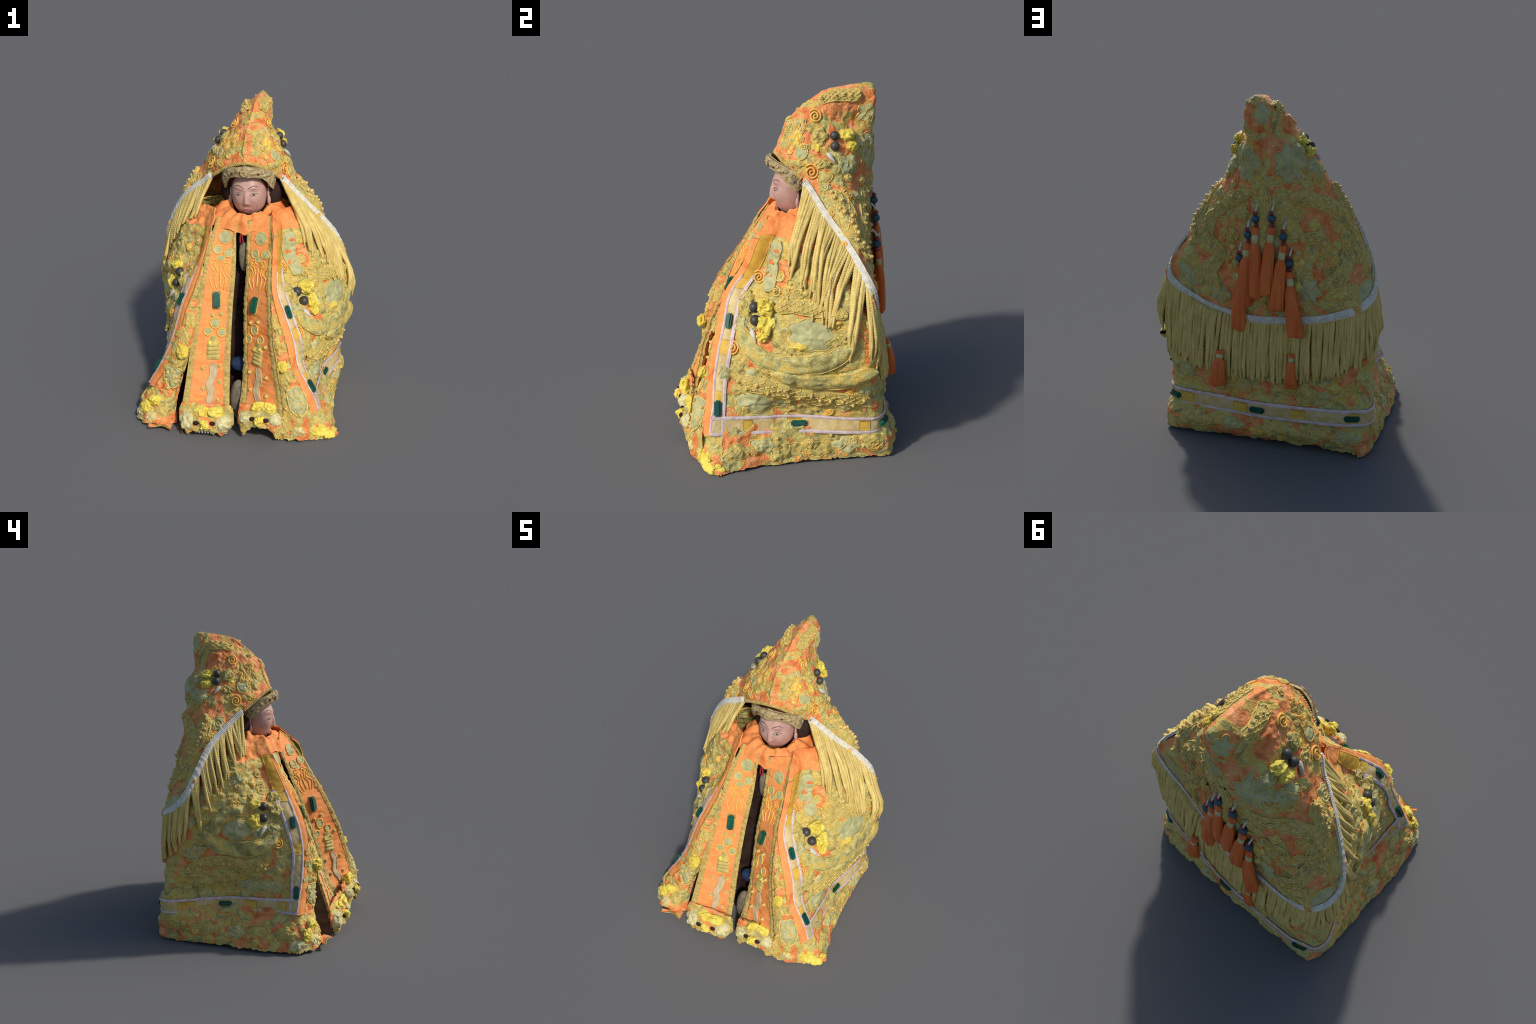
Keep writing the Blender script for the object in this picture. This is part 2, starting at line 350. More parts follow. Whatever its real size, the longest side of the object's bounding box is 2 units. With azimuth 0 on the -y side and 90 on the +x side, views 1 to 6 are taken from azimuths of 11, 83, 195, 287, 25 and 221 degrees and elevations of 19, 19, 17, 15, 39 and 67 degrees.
# ------------------------------------------------------------------ outer robe (open in front), lower skirt, front under-panels, stoles
ROBE = [
 (0.15, [(0.500,-0.510),(0.540,-0.475),(0.545,-0.36),(0.538,-0.20),(0.536,0.03),(0.580,0.35),(0.535,0.485),(0.28,0.54),(0.0,0.58),(-0.28,0.595),(-0.54,0.585),(-0.650,0.49),(-0.550,0.13),(-0.545,-0.14),(-0.560,-0.29),(-0.575,-0.372),(-0.535,-0.405)]),
 (0.25, [(0.475,-0.500),(0.512,-0.458),(0.512,-0.36),(0.508,-0.20),(0.505,0.02),(0.575,0.35),(0.535,0.485),(0.28,0.54),(0.0,0.588),(-0.28,0.60),(-0.54,0.590),(-0.650,0.49),(-0.515,0.14),(-0.510,-0.14),(-0.530,-0.29),(-0.555,-0.372),(-0.51,-0.41)]),
 (0.34, [(0.430,-0.480),(0.462,-0.440),(0.480,-0.35),(0.508,-0.20),(0.525,0.0),(0.595,0.35),(0.540,0.485),(0.28,0.54),(0.0,0.59),(-0.28,0.602),(-0.54,0.585),(-0.650,0.49),(-0.525,0.14),(-0.505,-0.14),(-0.503,-0.29),(-0.500,-0.372),(-0.455,-0.41)]),
 (0.44, [(0.380,-0.465),(0.412,-0.430),(0.452,-0.34),(0.522,-0.19),(0.578,0.0),(0.625,0.36),(0.55,0.490),(0.28,0.548),(0.0,0.585),(-0.28,0.60),(-0.53,0.575),(-0.648,0.47),(-0.540,0.12),(-0.498,-0.15),(-0.470,-0.28),(-0.445,-0.375),(-0.40,-0.415)]),
 (0.60, [(0.340,-0.430),(0.377,-0.400),(0.430,-0.31),(0.510,-0.18),(0.585,-0.02),(0.655,0.355),(0.545,0.465),(0.28,0.51),(0.0,0.555),(-0.28,0.57),(-0.53,0.555),(-0.640,0.43),(-0.540,0.07),(-0.480,-0.15),(-0.425,-0.28),(-0.378,-0.365),(-0.335,-0.40)]),
 (0.75, [(0.285,-0.390),(0.322,-0.360),(0.372,-0.275),(0.462,-0.165),(0.560,-0.01),(0.668,0.355),(0.54,0.45),(0.28,0.495),(0.0,0.545),(-0.28,0.55),(-0.52,0.54),(-0.638,0.40),(-0.545,0.06),(-0.462,-0.11),(-0.395,-0.23),(-0.34,-0.338),(-0.30,-0.37)]),
 (0.90, [(0.240,-0.345),(0.265,-0.317),(0.320,-0.225),(0.405,-0.135),(0.530,0.05),(0.615,0.30),(0.49,0.41),(0.25,0.46),(0.0,0.51),(-0.25,0.51),(-0.46,0.50),(-0.605,0.37),(-0.520,0.06),(-0.430,-0.07),(-0.355,-0.165),(-0.288,-0.268),(-0.25,-0.30)]),
 (1.05, [(0.226,-0.245),(0.252,-0.215),(0.278,-0.120),(0.380,-0.05),(0.500,0.10),(0.545,0.26),(0.38,0.37),(0.20,0.43),(0.0,0.47),(-0.20,0.46),(-0.38,0.44),(-0.535,0.32),(-0.480,0.10),(-0.395,-0.01),(-0.28,-0.08),(-0.235,-0.185),(-0.215,-0.20)]),
 (1.20, [(0.224,-0.185),(0.245,-0.150),(0.275,-0.055),(0.372,-0.01),(0.435,0.13),(0.43,0.23),(0.28,0.34),(0.15,0.40),(0.0,0.43),(-0.15,0.41),(-0.28,0.37),(-0.42,0.27),(-0.425,0.13),(-0.345,0.02),(-0.25,-0.03),(-0.200,-0.10),(-0.185,-0.12)]),
 (1.33, [(0.195,-0.040),(0.205,-0.020),(0.235,0.015),(0.285,0.05),(0.310,0.14),(0.30,0.22),(0.20,0.30),(0.09,0.33),(0.0,0.34),(-0.09,0.33),(-0.20,0.30),(-0.31,0.23),(-0.31,0.14),(-0.260,0.06),(-0.215,0.02),(-0.180,-0.010),(-0.17,-0.03)]),
]
NUR, NVR = 440, 230
rz = [s[0] for s in ROBE]
RR = np.stack([ctrl_param(s[1], NUR) for s in ROBE])
uu = np.linspace(0, 16, NUR)
robe_zb = np.interp(uu, [0, 1, 3, 5, 6, 8, 10, 12, 15, 16], [0.165, 0.175, 0.165, 0.15, 0.15, 0.165, 0.185, 0.20, 0.235, 0.235])
def robe_grid():
    v = np.linspace(0, 1, NVR)
    G = np.zeros((NVR, NUR, 3))
    for i in range(NUR):
        z = robe_zb[i] + (1.33 - robe_zb[i]) * v
        G[:, i, :2] = smooth_interp(z, rz, RR[:, i])
        G[:, i, 2] = z
    return G
RG = robe_grid()
def robe_relief(G):
    P = G.reshape(-1, 3); N = grid_normals(G).reshape(-1, 3)
    u = np.tile(uu, G.shape[0])
    flat = np.clip(np.minimum(u - 1.6, 14.4 - u) / 0.8, 0, 1)
    z = P[:, 2]
    low = np.clip((z - np.tile(robe_zb, G.shape[0]) - 0.09) / 0.06, 0, 1)
    a = 0.15 + 0.85 * flat * low
    d = a * (0.012 * fbm(P, 7, 3, 21) + 0.014 * (ridged(P * [1, 1, 1.5], 9, 3, 23) - 0.3) + 0.007 * fbm(P, 34, 2, 25) - 0.013) + 0.003 * fbm(P, 40, 2, 25)
    d = d + 0.010 * np.clip((z - 1.12) / 0.08, 0, 1) * (ridged(P * [1, 1, 0.7], 15, 2, 27) - 0.2)
    return (P + N * d[:, None]).reshape(G.shape)
RGD = robe_relief(RG)

SKIRT = [
 (0.0,  [(0.30,-0.555),(0.42,-0.545),(0.53,-0.525),(0.660,-0.455),(0.665,-0.40),(0.618,-0.25),(0.585,0.0),(0.580,0.25),(0.578,0.49),(0.53,0.550),(0.3,0.550),(0,0.540),(-0.3,0.545),(-0.54,0.570),(-0.615,0.575),(-0.650,0.43),(-0.672,0.1),(-0.680,-0.1),(-0.668,-0.32),(-0.635,-0.435),(-0.55,-0.50),(-0.45,-0.50)]),
 (0.10, [(0.30,-0.540),(0.42,-0.535),(0.51,-0.500),(0.58,-0.445),(0.600,-0.39),(0.580,-0.25),(0.558,0.0),(0.562,0.25),(0.590,0.45),(0.54,0.555),(0.3,0.595),(0,0.600),(-0.3,0.605),(-0.54,0.600),(-0.630,0.565),(-0.655,0.42),(-0.632,0.1),(-0.635,-0.1),(-0.632,-0.31),(-0.60,-0.42),(-0.52,-0.46),(-0.42,-0.465)]),
 (0.19, [(0.29,-0.525),(0.42,-0.525),(0.485,-0.49),(0.53,-0.450),(0.540,-0.38),(0.537,-0.25),(0.532,0.0),(0.545,0.25),(0.565,0.40),(0.515,0.490),(0.3,0.530),(0,0.568),(-0.3,0.582),(-0.53,0.572),(-0.635,0.52),(-0.655,0.42),(-0.570,0.1),(-0.565,-0.1),(-0.580,-0.29),(-0.57,-0.38),(-0.49,-0.425),(-0.38,-0.44)]),
 (0.28, [(0.28,-0.505),(0.40,-0.500),(0.44,-0.47),(0.47,-0.425),(0.485,-0.36),(0.49,-0.23),(0.49,0.0),(0.51,0.25),(0.52,0.36),(0.48,0.44),(0.3,0.49),(0,0.52),(-0.3,0.53),(-0.50,0.51),(-0.59,0.46),(-0.59,0.36),(-0.485,0.1),(-0.485,-0.1),(-0.51,-0.26),(-0.52,-0.34),(-0.45,-0.39),(-0.36,-0.415)]),
]
def section_grid(S, nu, nv, zlo=None):
    zs = [s[0] for s in S]; R = np.stack([ctrl_param(s[1], nu) for s in S])
    G = np.zeros((nv, nu, 3))
    lo = np.full(nu, zs[0]) if zlo is None else zlo
    for i in range(nu):
        z = lo[i] + (zs[-1] - lo[i]) * np.linspace(0, 1, nv)
        G[:, i, :2] = smooth_interp(z, zs, R[:, i]); G[:, i, 2] = z
    return G
NUS = 420
sk_u = np.linspace(0, 21, NUS)
ragged = 0.012 * np.abs(vnoise(np.stack([sk_u * 3, sk_u * 0, sk_u * 0], 1), 1.0, 5)) + 0.012 * np.abs(vnoise(np.stack([sk_u * 11, sk_u * 0, sk_u * 0], 1), 1.0, 6))
skirt_lo = np.interp(sk_u, [0, 3, 5, 7, 8, 10, 12, 14, 16, 18, 20, 21], [0.0, 0.0, 0.004, 0.008, 0.0, 0.008, 0.012, 0.0, 0.006, 0.0, 0.012, 0.01]) + ragged
SG = section_grid(SKIRT, NUS, 60, skirt_lo)
def relief(G, amp, sc, seed, fine=0.004):
    P = G.reshape(-1, 3); N = grid_normals(G).reshape(-1, 3)
    d = amp * (0.6 * fbm(P, sc, 3, seed) + 0.8 * (ridged(P, sc * 1.3, 3, seed + 3) - 0.3)) + fine * fbm(P, 42, 2, seed + 5)
    return (P + N * d[:, None]).reshape(G.shape)
SGD = relief(SG, 0.016, 11, 41)
# ------------------------------------------------------------------ cloth bodies as objects
V, F = [], []
def cape_object():
    nv, nu, _ = CGD.shape
    N = grid_normals(CGD, True)
    Vv = np.vstack([CGD.reshape(-1, 3), (CGD - N * 0.010).reshape(-1, 3)])
    n = nv * nu
    Fc = grid_faces(nv, nu, True) + grid_faces(nv, nu, True, off=n, flip=True)
    for i in range(nu):
        a, b = i, (i + 1) % nu
        Fc.append((b, a, a + n, b + n))
    top = len(Vv); Vv = np.vstack([Vv, [[0.057, 0.468, 2.0]]])
    for i in range(nu):
        Fc.append(((nv - 1) * nu + i, (nv - 1) * nu + (i + 1) % nu, top))
    return Vv, Fc
cv, cf = cape_object()
# front of the hood is a plainer brocade than the mantle behind: split the one surface by region
cvz = cv
def region_split(verts, faces, test):
    A, Bf = [], []
    C = verts[np.array([f[0] for f in faces])]
    mask = test(C)
    for f, m in zip(faces, mask): (A if m else Bf).append(f)
    out = []
    for fs in (A, Bf):
        ids = sorted({i for f in fs for i in f}); mp = {g: k for k, g in enumerate(ids)}
        out.append((verts[ids], [tuple(mp[i] for i in f) for f in fs]))
    return out
def hood_front(C):
    wob = 0.03 * fbm(C, 8, 2, 77)
    peak = (C[:, 2] > 1.79 + wob)
    front = (C[:, 1] < 0.23 + wob) & (C[:, 2] > 1.36)
    return peak | front
(hv, hf), (mv, mf) = region_split(cv, cf, hood_front)
CAPE_OB = add("hooded_cape", mv, mf, [M_CAPE])
HOOD_OB = add("hood", hv, hf, [M_HOOD])

rv, rf = thick_sheet(RGD, 0.010)
def robe_margin(C):
    return np.zeros(len(C), bool)
wob_ = lambda C: 0.02 * fbm(C, 10, 2, 31)
(yv, yf), (rv, rf) = region_split(rv, rf, lambda C: (C[:, 2] > 1.20 + wob_(C)) & (C[:, 1] < 0.10))
ROBE_OB = add("outer_robe", rv, rf, [M_ROBE])
YOKE_OB = add("robe_yoke", yv, yf, [M_ORANGE], parent=ROBE_OB)
sv, sf = thick_sheet(SGD, 0.012)
SKIRT_OB = add("lower_skirt", sv, sf, [M_SKIRT])

UNDER_R = [
 (0.0, [(0.30,-0.57),(0.36,-0.575),(0.44,-0.57),(0.53,-0.52)]),
 (0.18,[(0.30,-0.54),(0.37,-0.555),(0.45,-0.555),(0.510,-0.505)]),
 (0.38,[(0.265,-0.48),(0.32,-0.50),(0.385,-0.495),(0.425,-0.45)]),
 (0.60,[(0.22,-0.40),(0.26,-0.425),(0.31,-0.43),(0.35,-0.41)]),
 (0.80,[(0.19,-0.32),(0.22,-0.37),(0.245,-0.38),(0.275,-0.36)]),
 (1.00,[(0.17,-0.20),(0.19,-0.25),(0.21,-0.26),(0.23,-0.24)])]
UNDER_L = [
 (0.0, [(-0.375,-0.455),(-0.415,-0.510),(-0.47,-0.535),(-0.56,-0.52),(-0.61,-0.46)]),
 (0.15,[(-0.370,-0.420),(-0.41,-0.452),(-0.46,-0.458),(-0.53,-0.43),(-0.57,-0.395)]),
 (0.33,[(-0.325,-0.405),(-0.365,-0.430),(-0.42,-0.42),(-0.475,-0.395),(-0.50,-0.38)]),
 (0.50,[(-0.27,-0.40),(-0.30,-0.435),(-0.345,-0.43),(-0.385,-0.41),(-0.41,-0.385)]),
 (0.75,[(-0.22,-0.31),(-0.25,-0.345),(-0.28,-0.365),(-0.305,-0.365),(-0.32,-0.35)]),
 (1.00,[(-0.18,-0.17),(-0.20,-0.21),(-0.22,-0.22),(-0.235,-0.215),(-0.24,-0.20)])]
UR = relief(section_grid(UNDER_R, 60, 160, 0.012 + 0.02 * np.abs(vnoise(np.linspace(0, 9, 60)[:, None] * [1, 0, 0], 1, 3))), 0.012, 14, 61)
UL = relief(section_grid(UNDER_L, 70, 160, 0.012 + 0.025 * np.abs(vnoise(np.linspace(0, 9, 70)[:, None] * [1, 0, 0], 1, 4))), 0.012, 14, 67)
v_, f_ = thick_sheet(UR, 0.008); UR_OB = add("front_panel", v_, f_, [M_UNDER])
v_, f_ = thick_sheet(UL, 0.008, flip=True); UL_OB = add("front_panel", v_, f_, [M_UNDER])

# stoles: two long bands hanging from the neck; inner and outer edges from top to bottom
ST_L_IN = [(-0.02,-0.085,1.265),(-0.028,-0.107,1.195),(-0.023,-0.151,1.055),(-0.019,-0.22,0.932),(-0.026,-0.283,0.764),(-0.028,-0.369,0.529),(-0.026,-0.446,0.289),(-0.018,-0.52,0.13)]
ST_L_OUT = [(-0.150,-0.055,1.285),(-0.172,-0.11,1.195),(-0.195,-0.185,1.075),(-0.213,-0.245,0.96),(-0.234,-0.325,0.755),(-0.26,-0.41,0.536),(-0.285,-0.495,0.30),(-0.305,-0.55,0.13)]
ST_R_IN = [(0.052,-0.09,1.27),(0.048,-0.117,1.165),(0.052,-0.193,0.958),(0.047,-0.264,0.755),(0.057,-0.348,0.497),(0.057,-0.411,0.304),(0.052,-0.49,0.15)]
ST_R_OUT = [(0.203,-0.06,1.30),(0.215,-0.165,1.19),(0.222,-0.32,0.935),(0.240,-0.425,0.733),(0.275,-0.505,0.501),(0.318,-0.553,0.285),(0.330,-0.575,0.16)]
NT, NS = 220, 48
def stole_grid(a, b, bulge):
    A = catmull(a, NT); Bq = catmull(b, NT)
    s = np.linspace(0, 1, NS)[None, :, None]
    G = A[:, None, :] * (1 - s) + Bq[:, None, :] * s
    chord = Bq - A
    n = np.cross(chord, np.gradient(A, axis=0)); n /= np.linalg.norm(n, axis=1, keepdims=True)
    n *= np.sign(-n[:, 1:2])
    G = G + n[:, None, :] * (bulge * np.sin(np.pi * s) - 0.010)
    P = G.reshape(-1, 3); NN = np.repeat(n, NS, 0)
    d = 0.006 * fbm(P * [1, 1, 2.2], 11, 3, 90) + 0.003 * ridged(P * [0.6, 0.6, 3], 12, 2, 95)
    return (P + NN * d[:, None]).reshape(G.shape), n
SL, nL = stole_grid(ST_L_IN, ST_L_OUT, -0.004)
SR, nR = stole_grid(ST_R_IN, ST_R_OUT, 0.002)
STOLES = []
for G, flip in ((SL, True), (SR, False)):
    v_, f_ = thick_sheet(G, 0.014, flip=not flip)
    STOLES.append(add("stole", v_, f_, [M_STOLE]))

# ------------------------------------------------------------------ tubes, ribbons
def tube_mesh(path, rad, k=6, lobes=0, twist=0.0, cap=True):
    """closed tube along a path (n,3); rad scalar or (n,); lobes/twist give a laid-rope profile"""
    P = np.asarray(path, float); n = len(P)
    T = np.gradient(P, axis=0); T /= np.maximum(np.linalg.norm(T, axis=1, keepdims=True), 1e-9)
    up = np.array([0, 0, 1.0]) if abs(T[:, 2]).mean() < 0.8 else np.array([0.31, 0.95, 0.0])
    A = np.cross(T, up); A /= np.maximum(np.linalg.norm(A, axis=1, keepdims=True), 1e-9)
    Bv = np.cross(T, A)
    r = np.broadcast_to(np.asarray(rad, float), (n,))
    th = np.linspace(0, 2 * math.pi, k, endpoint=False)
    s = np.r_[0, np.cumsum(np.linalg.norm(np.diff(P, axis=0), axis=1))]
    prof = r[:, None] * (1 + (0.22 * np.cos(lobes * (th[None] - twist * s[:, None])) if lobes else 0))
    V = P[:, None] + A[:, None] * (prof * np.cos(th))[..., None] + Bv[:, None] * (prof * np.sin(th))[..., None]
    V = V.reshape(-1, 3)
    F = []
    for j in range(n - 1):
        for i in range(k):
            a = j * k + i; b = j * k + (i + 1) % k
            F.append((a, b, b + k, a + k))
    if cap:
        F.append(tuple(range(k))[::-1]); F.append(tuple((n - 1) * k + i for i in range(k)))
    return V, F

class Bag:
    """collects pieces into one mesh"""
    def __init__(self): self.v = []; self.f = []; self.m = []; self.n = 0
    def put(self, V, F, mi=0):
        V = np.asarray(V); self.v.append(V)
        self.f += [tuple(i + self.n for i in f) for f in F]; self.m += [mi] * len(F); self.n += len(V)
    def make(self, name, mats, parent=None, kind=None):
        ob = add(name, np.vstack(self.v), self.f, mats, self.m, parent)
        if kind: ob["kind"] = kind
        return ob

def sphere_mesh(c, r, nu=14, nv=9):
    c = np.asarray(c, float); r = np.broadcast_to(np.asarray(r, float), (3,))
    V = [(0, 0, 1)]
    for j in range(1, nv):
        p = math.pi * j / nv
        for i in range(nu):
            t = 2 * math.pi * i / nu
            V.append((math.sin(p) * math.cos(t), math.sin(p) * math.sin(t), math.cos(p)))
    V.append((0, 0, -1))
    F = [(0, 1 + i, 1 + (i + 1) % nu) for i in range(nu)]
    for j in range(nv - 2):
        for i in range(nu):
            a = 1 + j * nu + i; b = 1 + j * nu + (i + 1) % nu
            F.append((a, a + nu, b + nu, b))
    L = len(V) - 1; o = 1 + (nv - 2) * nu
    F += [(L, o + (i + 1) % nu, o + i) for i in range(nu)]
    return np.array(V) * r + c, F

# ------------------------------------------------------------------ head, crown, collar, inner figure
HC = np.array([0.033, 0.07, 1.42])
def head_mesh():
    nu, nv = 144, 110
    ph = np.linspace(0.02, math.pi - 0.02, nv); th = np.linspace(0, 2 * math.pi, nu, endpoint=False)
    PH, TH_ = np.meshgrid(ph, th, indexing="ij")
    x = np.sin(PH) * np.sin(TH_); y = -np.sin(PH) * np.cos(TH_); z = np.cos(PH)
    # squarish skull section, jaw narrowing to the chin
    k = np.interp(z, [-1, -0.85, -0.6, -0.2, 0.3, 1], [0.80, 0.96, 1.0, 1.0, 1.0, 1.0])
    fx = np.sign(x) * np.abs(x) ** 0.80
    X = fx * 0.112 * k; Y = y * 0.122 * np.interp(z, [-1, -0.8, 0, 1], [0.92, 0.95, 1, 1]); Z = z * 0.155
    X, Y, Z = X + HC[0], Y + HC[1], Z + HC[2]
    f = np.clip(-y * 2.0, 0, 1)
    dx = X - HC[0]
    def g(cx, cz, sx, sz): return np.exp(-((dx - cx) / sx) ** 2 - ((Z - cz) / sz) ** 2)
    d = np.zeros_like(X)
    nose = np.interp(Z, [1.350, 1.360, 1.372, 1.42, 1.452, 1.48], [0, 0.012, 0.024, 0.013, 0.006, 0])
    d += nose * np.exp(-(dx / np.interp(Z, [1.36, 1.45], [0.0135, 0.009])) ** 2)
    d += 0.007 * (g(0.014, 1.366, 0.008, 0.008) + g(-0.014, 1.366, 0.008, 0.008))
    for sgn in (-1, 1):
        d -= 0.011 * g(sgn * 0.046, 1.436, 0.026, 0.014)
        d += 0.008 * g(sgn * 0.046, 1.430, 0.020, 0.009)
        d += 0.005 * g(sgn * 0.050, 1.468, 0.034, 0.010)
        d += 0.006 * g(sgn * 0.060, 1.385, 0.030, 0.03)
    d += 0.010 * g(0, 1.318, 0.030, 0.012) - 0.004 * g(0, 1.341, 0.012, 0.008)
    d += 0.008 * g(0, 1.292, 0.022, 0.012) - 0.004 * g(0, 1.305, 0.022, 0.006)
    Y = Y - d * f
    V = np.stack([X, Y, Z], -1).reshape(-1, 3)
    F = grid_faces(nv, nu, True)
    F.append(tuple(range(nu))); F.append(tuple((nv - 1) * nu + i for i in range(nu))[::-1])
    return V, F
hv_, hf_ = head_mesh()
HEAD = add("head", hv_, hf_, [M_SKIN])
bv_head = BVHTree.FromPolygons([tuple(v) for v in hv_], hf_)
def on_face(x, z, lift=0.001):
    h = bv_head.ray_cast(Vector((x, -1, z)), Vector((0, 1, 0)))
    return np.array(h[0]) + np.array(h[1]) * lift
def face_line(name, pts, rad, mat, lift=0.0):
    P = catmull([(p[0] + HC[0], p[1]) for p in pts], 26)
    path = np.array([on_face(a, b, lift) for a, b in P])
    n = len(path); r = rad * np.sin(np.linspace(0.25, math.pi - 0.12, n)) ** 0.7
    v, f = tube_mesh(path, r, 6)
    return add(name, v, f, [mat], parent=HEAD)
for s in (-1, 1):
    face_line("eyebrow", [(s * 0.013, 1.462), (s * 0.030, 1.474), (s * 0.055, 1.480), (s * 0.080, 1.471)], 0.0030, M_BROW)
    face_line("upper_eyelid", [(s * 0.022, 1.424), (s * 0.036, 1.434), (s * 0.054, 1.435), (s * 0.074, 1.430)], 0.0026, M_BROW)
    face_line("lower_eyelid", [(s * 0.024, 1.421), (s * 0.042, 1.419), (s * 0.060, 1.423), (s * 0.070, 1.429)], 0.0012, M_BROW)
    B1 = Bag()
    c = on_face(HC[0] + s * 0.047, 1.428); B1.put(*sphere_mesh(c + [0, 0.0035, 0], (0.018, 0.006, 0.0052)))
    e = B1.make("eye", [M_EYEW], HEAD)
    B2 = Bag(); B2.put(*sphere_mesh(c + [0, -0.0015, -0.0005], (0.0085, 0.0025, 0.0056))); B2.make("iris", [M_IRIS], e)
    # ear
    B3 = Bag(); B3.put(*sphere_mesh((HC[0] + s * 0.115, 0.085, 1.405), (0.018, 0.016, 0.055))); B3.put(*sphere_mesh((HC[0] + s * 0.125, 0.07, 1.365), (0.012, 0.012, 0.03)))
    B3.make("ear", [M_SKIN], HEAD)
for nm, pts, r in (("upper_lip", [(-0.028, 1.321), (-0.012, 1.327), (0, 1.325), (0.012, 1.327), (0.028, 1.321)], 0.0042), ("lower_lip", [(-0.022, 1.317), (0, 1.311), (0.022, 1.317)], 0.0048)):
    face_line(nm, pts, r, M_LIP, -0.0018)

def crown_sheet():
    nu, nv = 150, 36
    a = np.linspace(-1.75, 1.75, nu)
    top = np.interp(np.abs(a), [0, 0.5, 1.0, 1.35, 1.75], [1.615, 1.603, 1.578, 1.556, 1.545])
    bot = np.interp(np.abs(a), [0, 0.35, 0.7, 0.95, 1.15, 1.4, 1.6, 1.75], [1.538, 1.542, 1.530, 1.500, 1.465, 1.440, 1.452, 1.48])
    G = np.zeros((nv, nu, 3))
    for j, t in enumerate(np.linspace(0, 1, nv)):
        z = bot * (1 - t) + top * t
        flare = 1.0 + 0.05 * t
        G[j, :, 0] = HC[0] + np.sin(a) * 0.160 * flare
        G[j, :, 1] = HC[1] + 0.01 - np.cos(a) * 0.150 * flare
        G[j, :, 2] = z
    P = G.reshape(-1, 3); N = grid_normals(G).reshape(-1, 3)
    t = np.repeat(np.linspace(0, 1, nv), nu)
    mid = np.sin(np.pi * np.clip(t, 0, 1))
    d = mid * (0.006 * ridged(P, 34, 2, 120) + 0.004 * fbm(P, 60, 2, 121)) + 0.005 * np.exp(-((t - 0.5) / 0.3) ** 2)
    G = (P + N * d[:, None]).reshape(G.shape)
    return thick_sheet(G, 0.016)
v_, f_ = crown_sheet()
CROWN = add("crown", v_, f_, [M_CROWN])
def front_of(ob_v, ob_f):
    return BVHTree.FromPolygons([tuple(v) for v in ob_v], ob_f)
bv_cr = front_of(v_, f_)
def on_crown(ang, z):
    d = Vector((-math.sin(ang), math.cos(ang), 0)); c = Vector((HC[0], HC[1] + 0.02, z))
    h = bv_cr.ray_cast(c - d * 0.4, d)
    return np.array(h[0]) if h[0] else np.array(c - d * 0.16)
B1 = Bag(); c = on_crown(0.0, 1.577)
for k, (r, w) in enumerate(((0.026, 0.0045), (0.016, 0.004))):
    th = np.linspace(0, 2 * math.pi, 30)
    B1.put(*tube_mesh(np.stack([c[0] + r * np.cos(th), np.full(30, c[1] - 0.003), c[2] + r * np.sin(th)], 1), w, 6))
B1.put(*sphere_mesh(c, (0.024, 0.010, 0.024))); B1.put(*sphere_mesh(c + [0, -0.007, 0], (0.008, 0.008, 0.008)))
for k in range(6):
    t = k * math.pi / 3; B1.put(*sphere_mesh(c + [0.016 * math.cos(t), -0.004, 0.016 * math.sin(t)], 0.006, 8, 6))
B1.make("crown_medallion", [M_CROWN], CROWN)
for ang, z, m in ((-0.52, 1.562, M_MAROON), (0.52, 1.562, M_MAROON), (1.3, 1.497, M_MAUVE), (-1.3, 1.497, M_MAUVE)):
    B1 = Bag(); c = on_crown(ang, z); B1.put(*sphere_mesh(c, 0.0085, 10, 7)); B1.make("jewel", [m], CROWN)
# scroll relief on both wings of the crown
B1 = Bag()
for sgn in (-1, 1):
    for a0, z0, r0 in ((0.3, 1.583, 0.014), (0.72, 1.570, 0.016), (1.02, 1.545, 0.016), (1.3, 1.525, 0.015), (1.5, 1.49, 0.014)):
        t = np.linspace(0, 4.2 * math.pi / 2, 26)
        r = r0 * (1 - t / t[-1] * 0.75)
        pts = [on_crown(sgn * (a0 + rr * math.cos(q) / 0.15), z0 + rr * math.sin(q)) for rr, q in zip(r, t)]
        B1.put(*tube_mesh(np.array(pts), 0.0035, 5))
B1.make("crown_scrolls", [M_CROWN], CROWN, "stuff")
# maroon cap between crown and hood
v_, f_ = sphere_mesh((HC[0], HC[1] + 0.072, 1.500), (0.150, 0.150, 0.128), 40, 24)
add("cap", v_, f_, [M_MAROON], parent=HEAD)

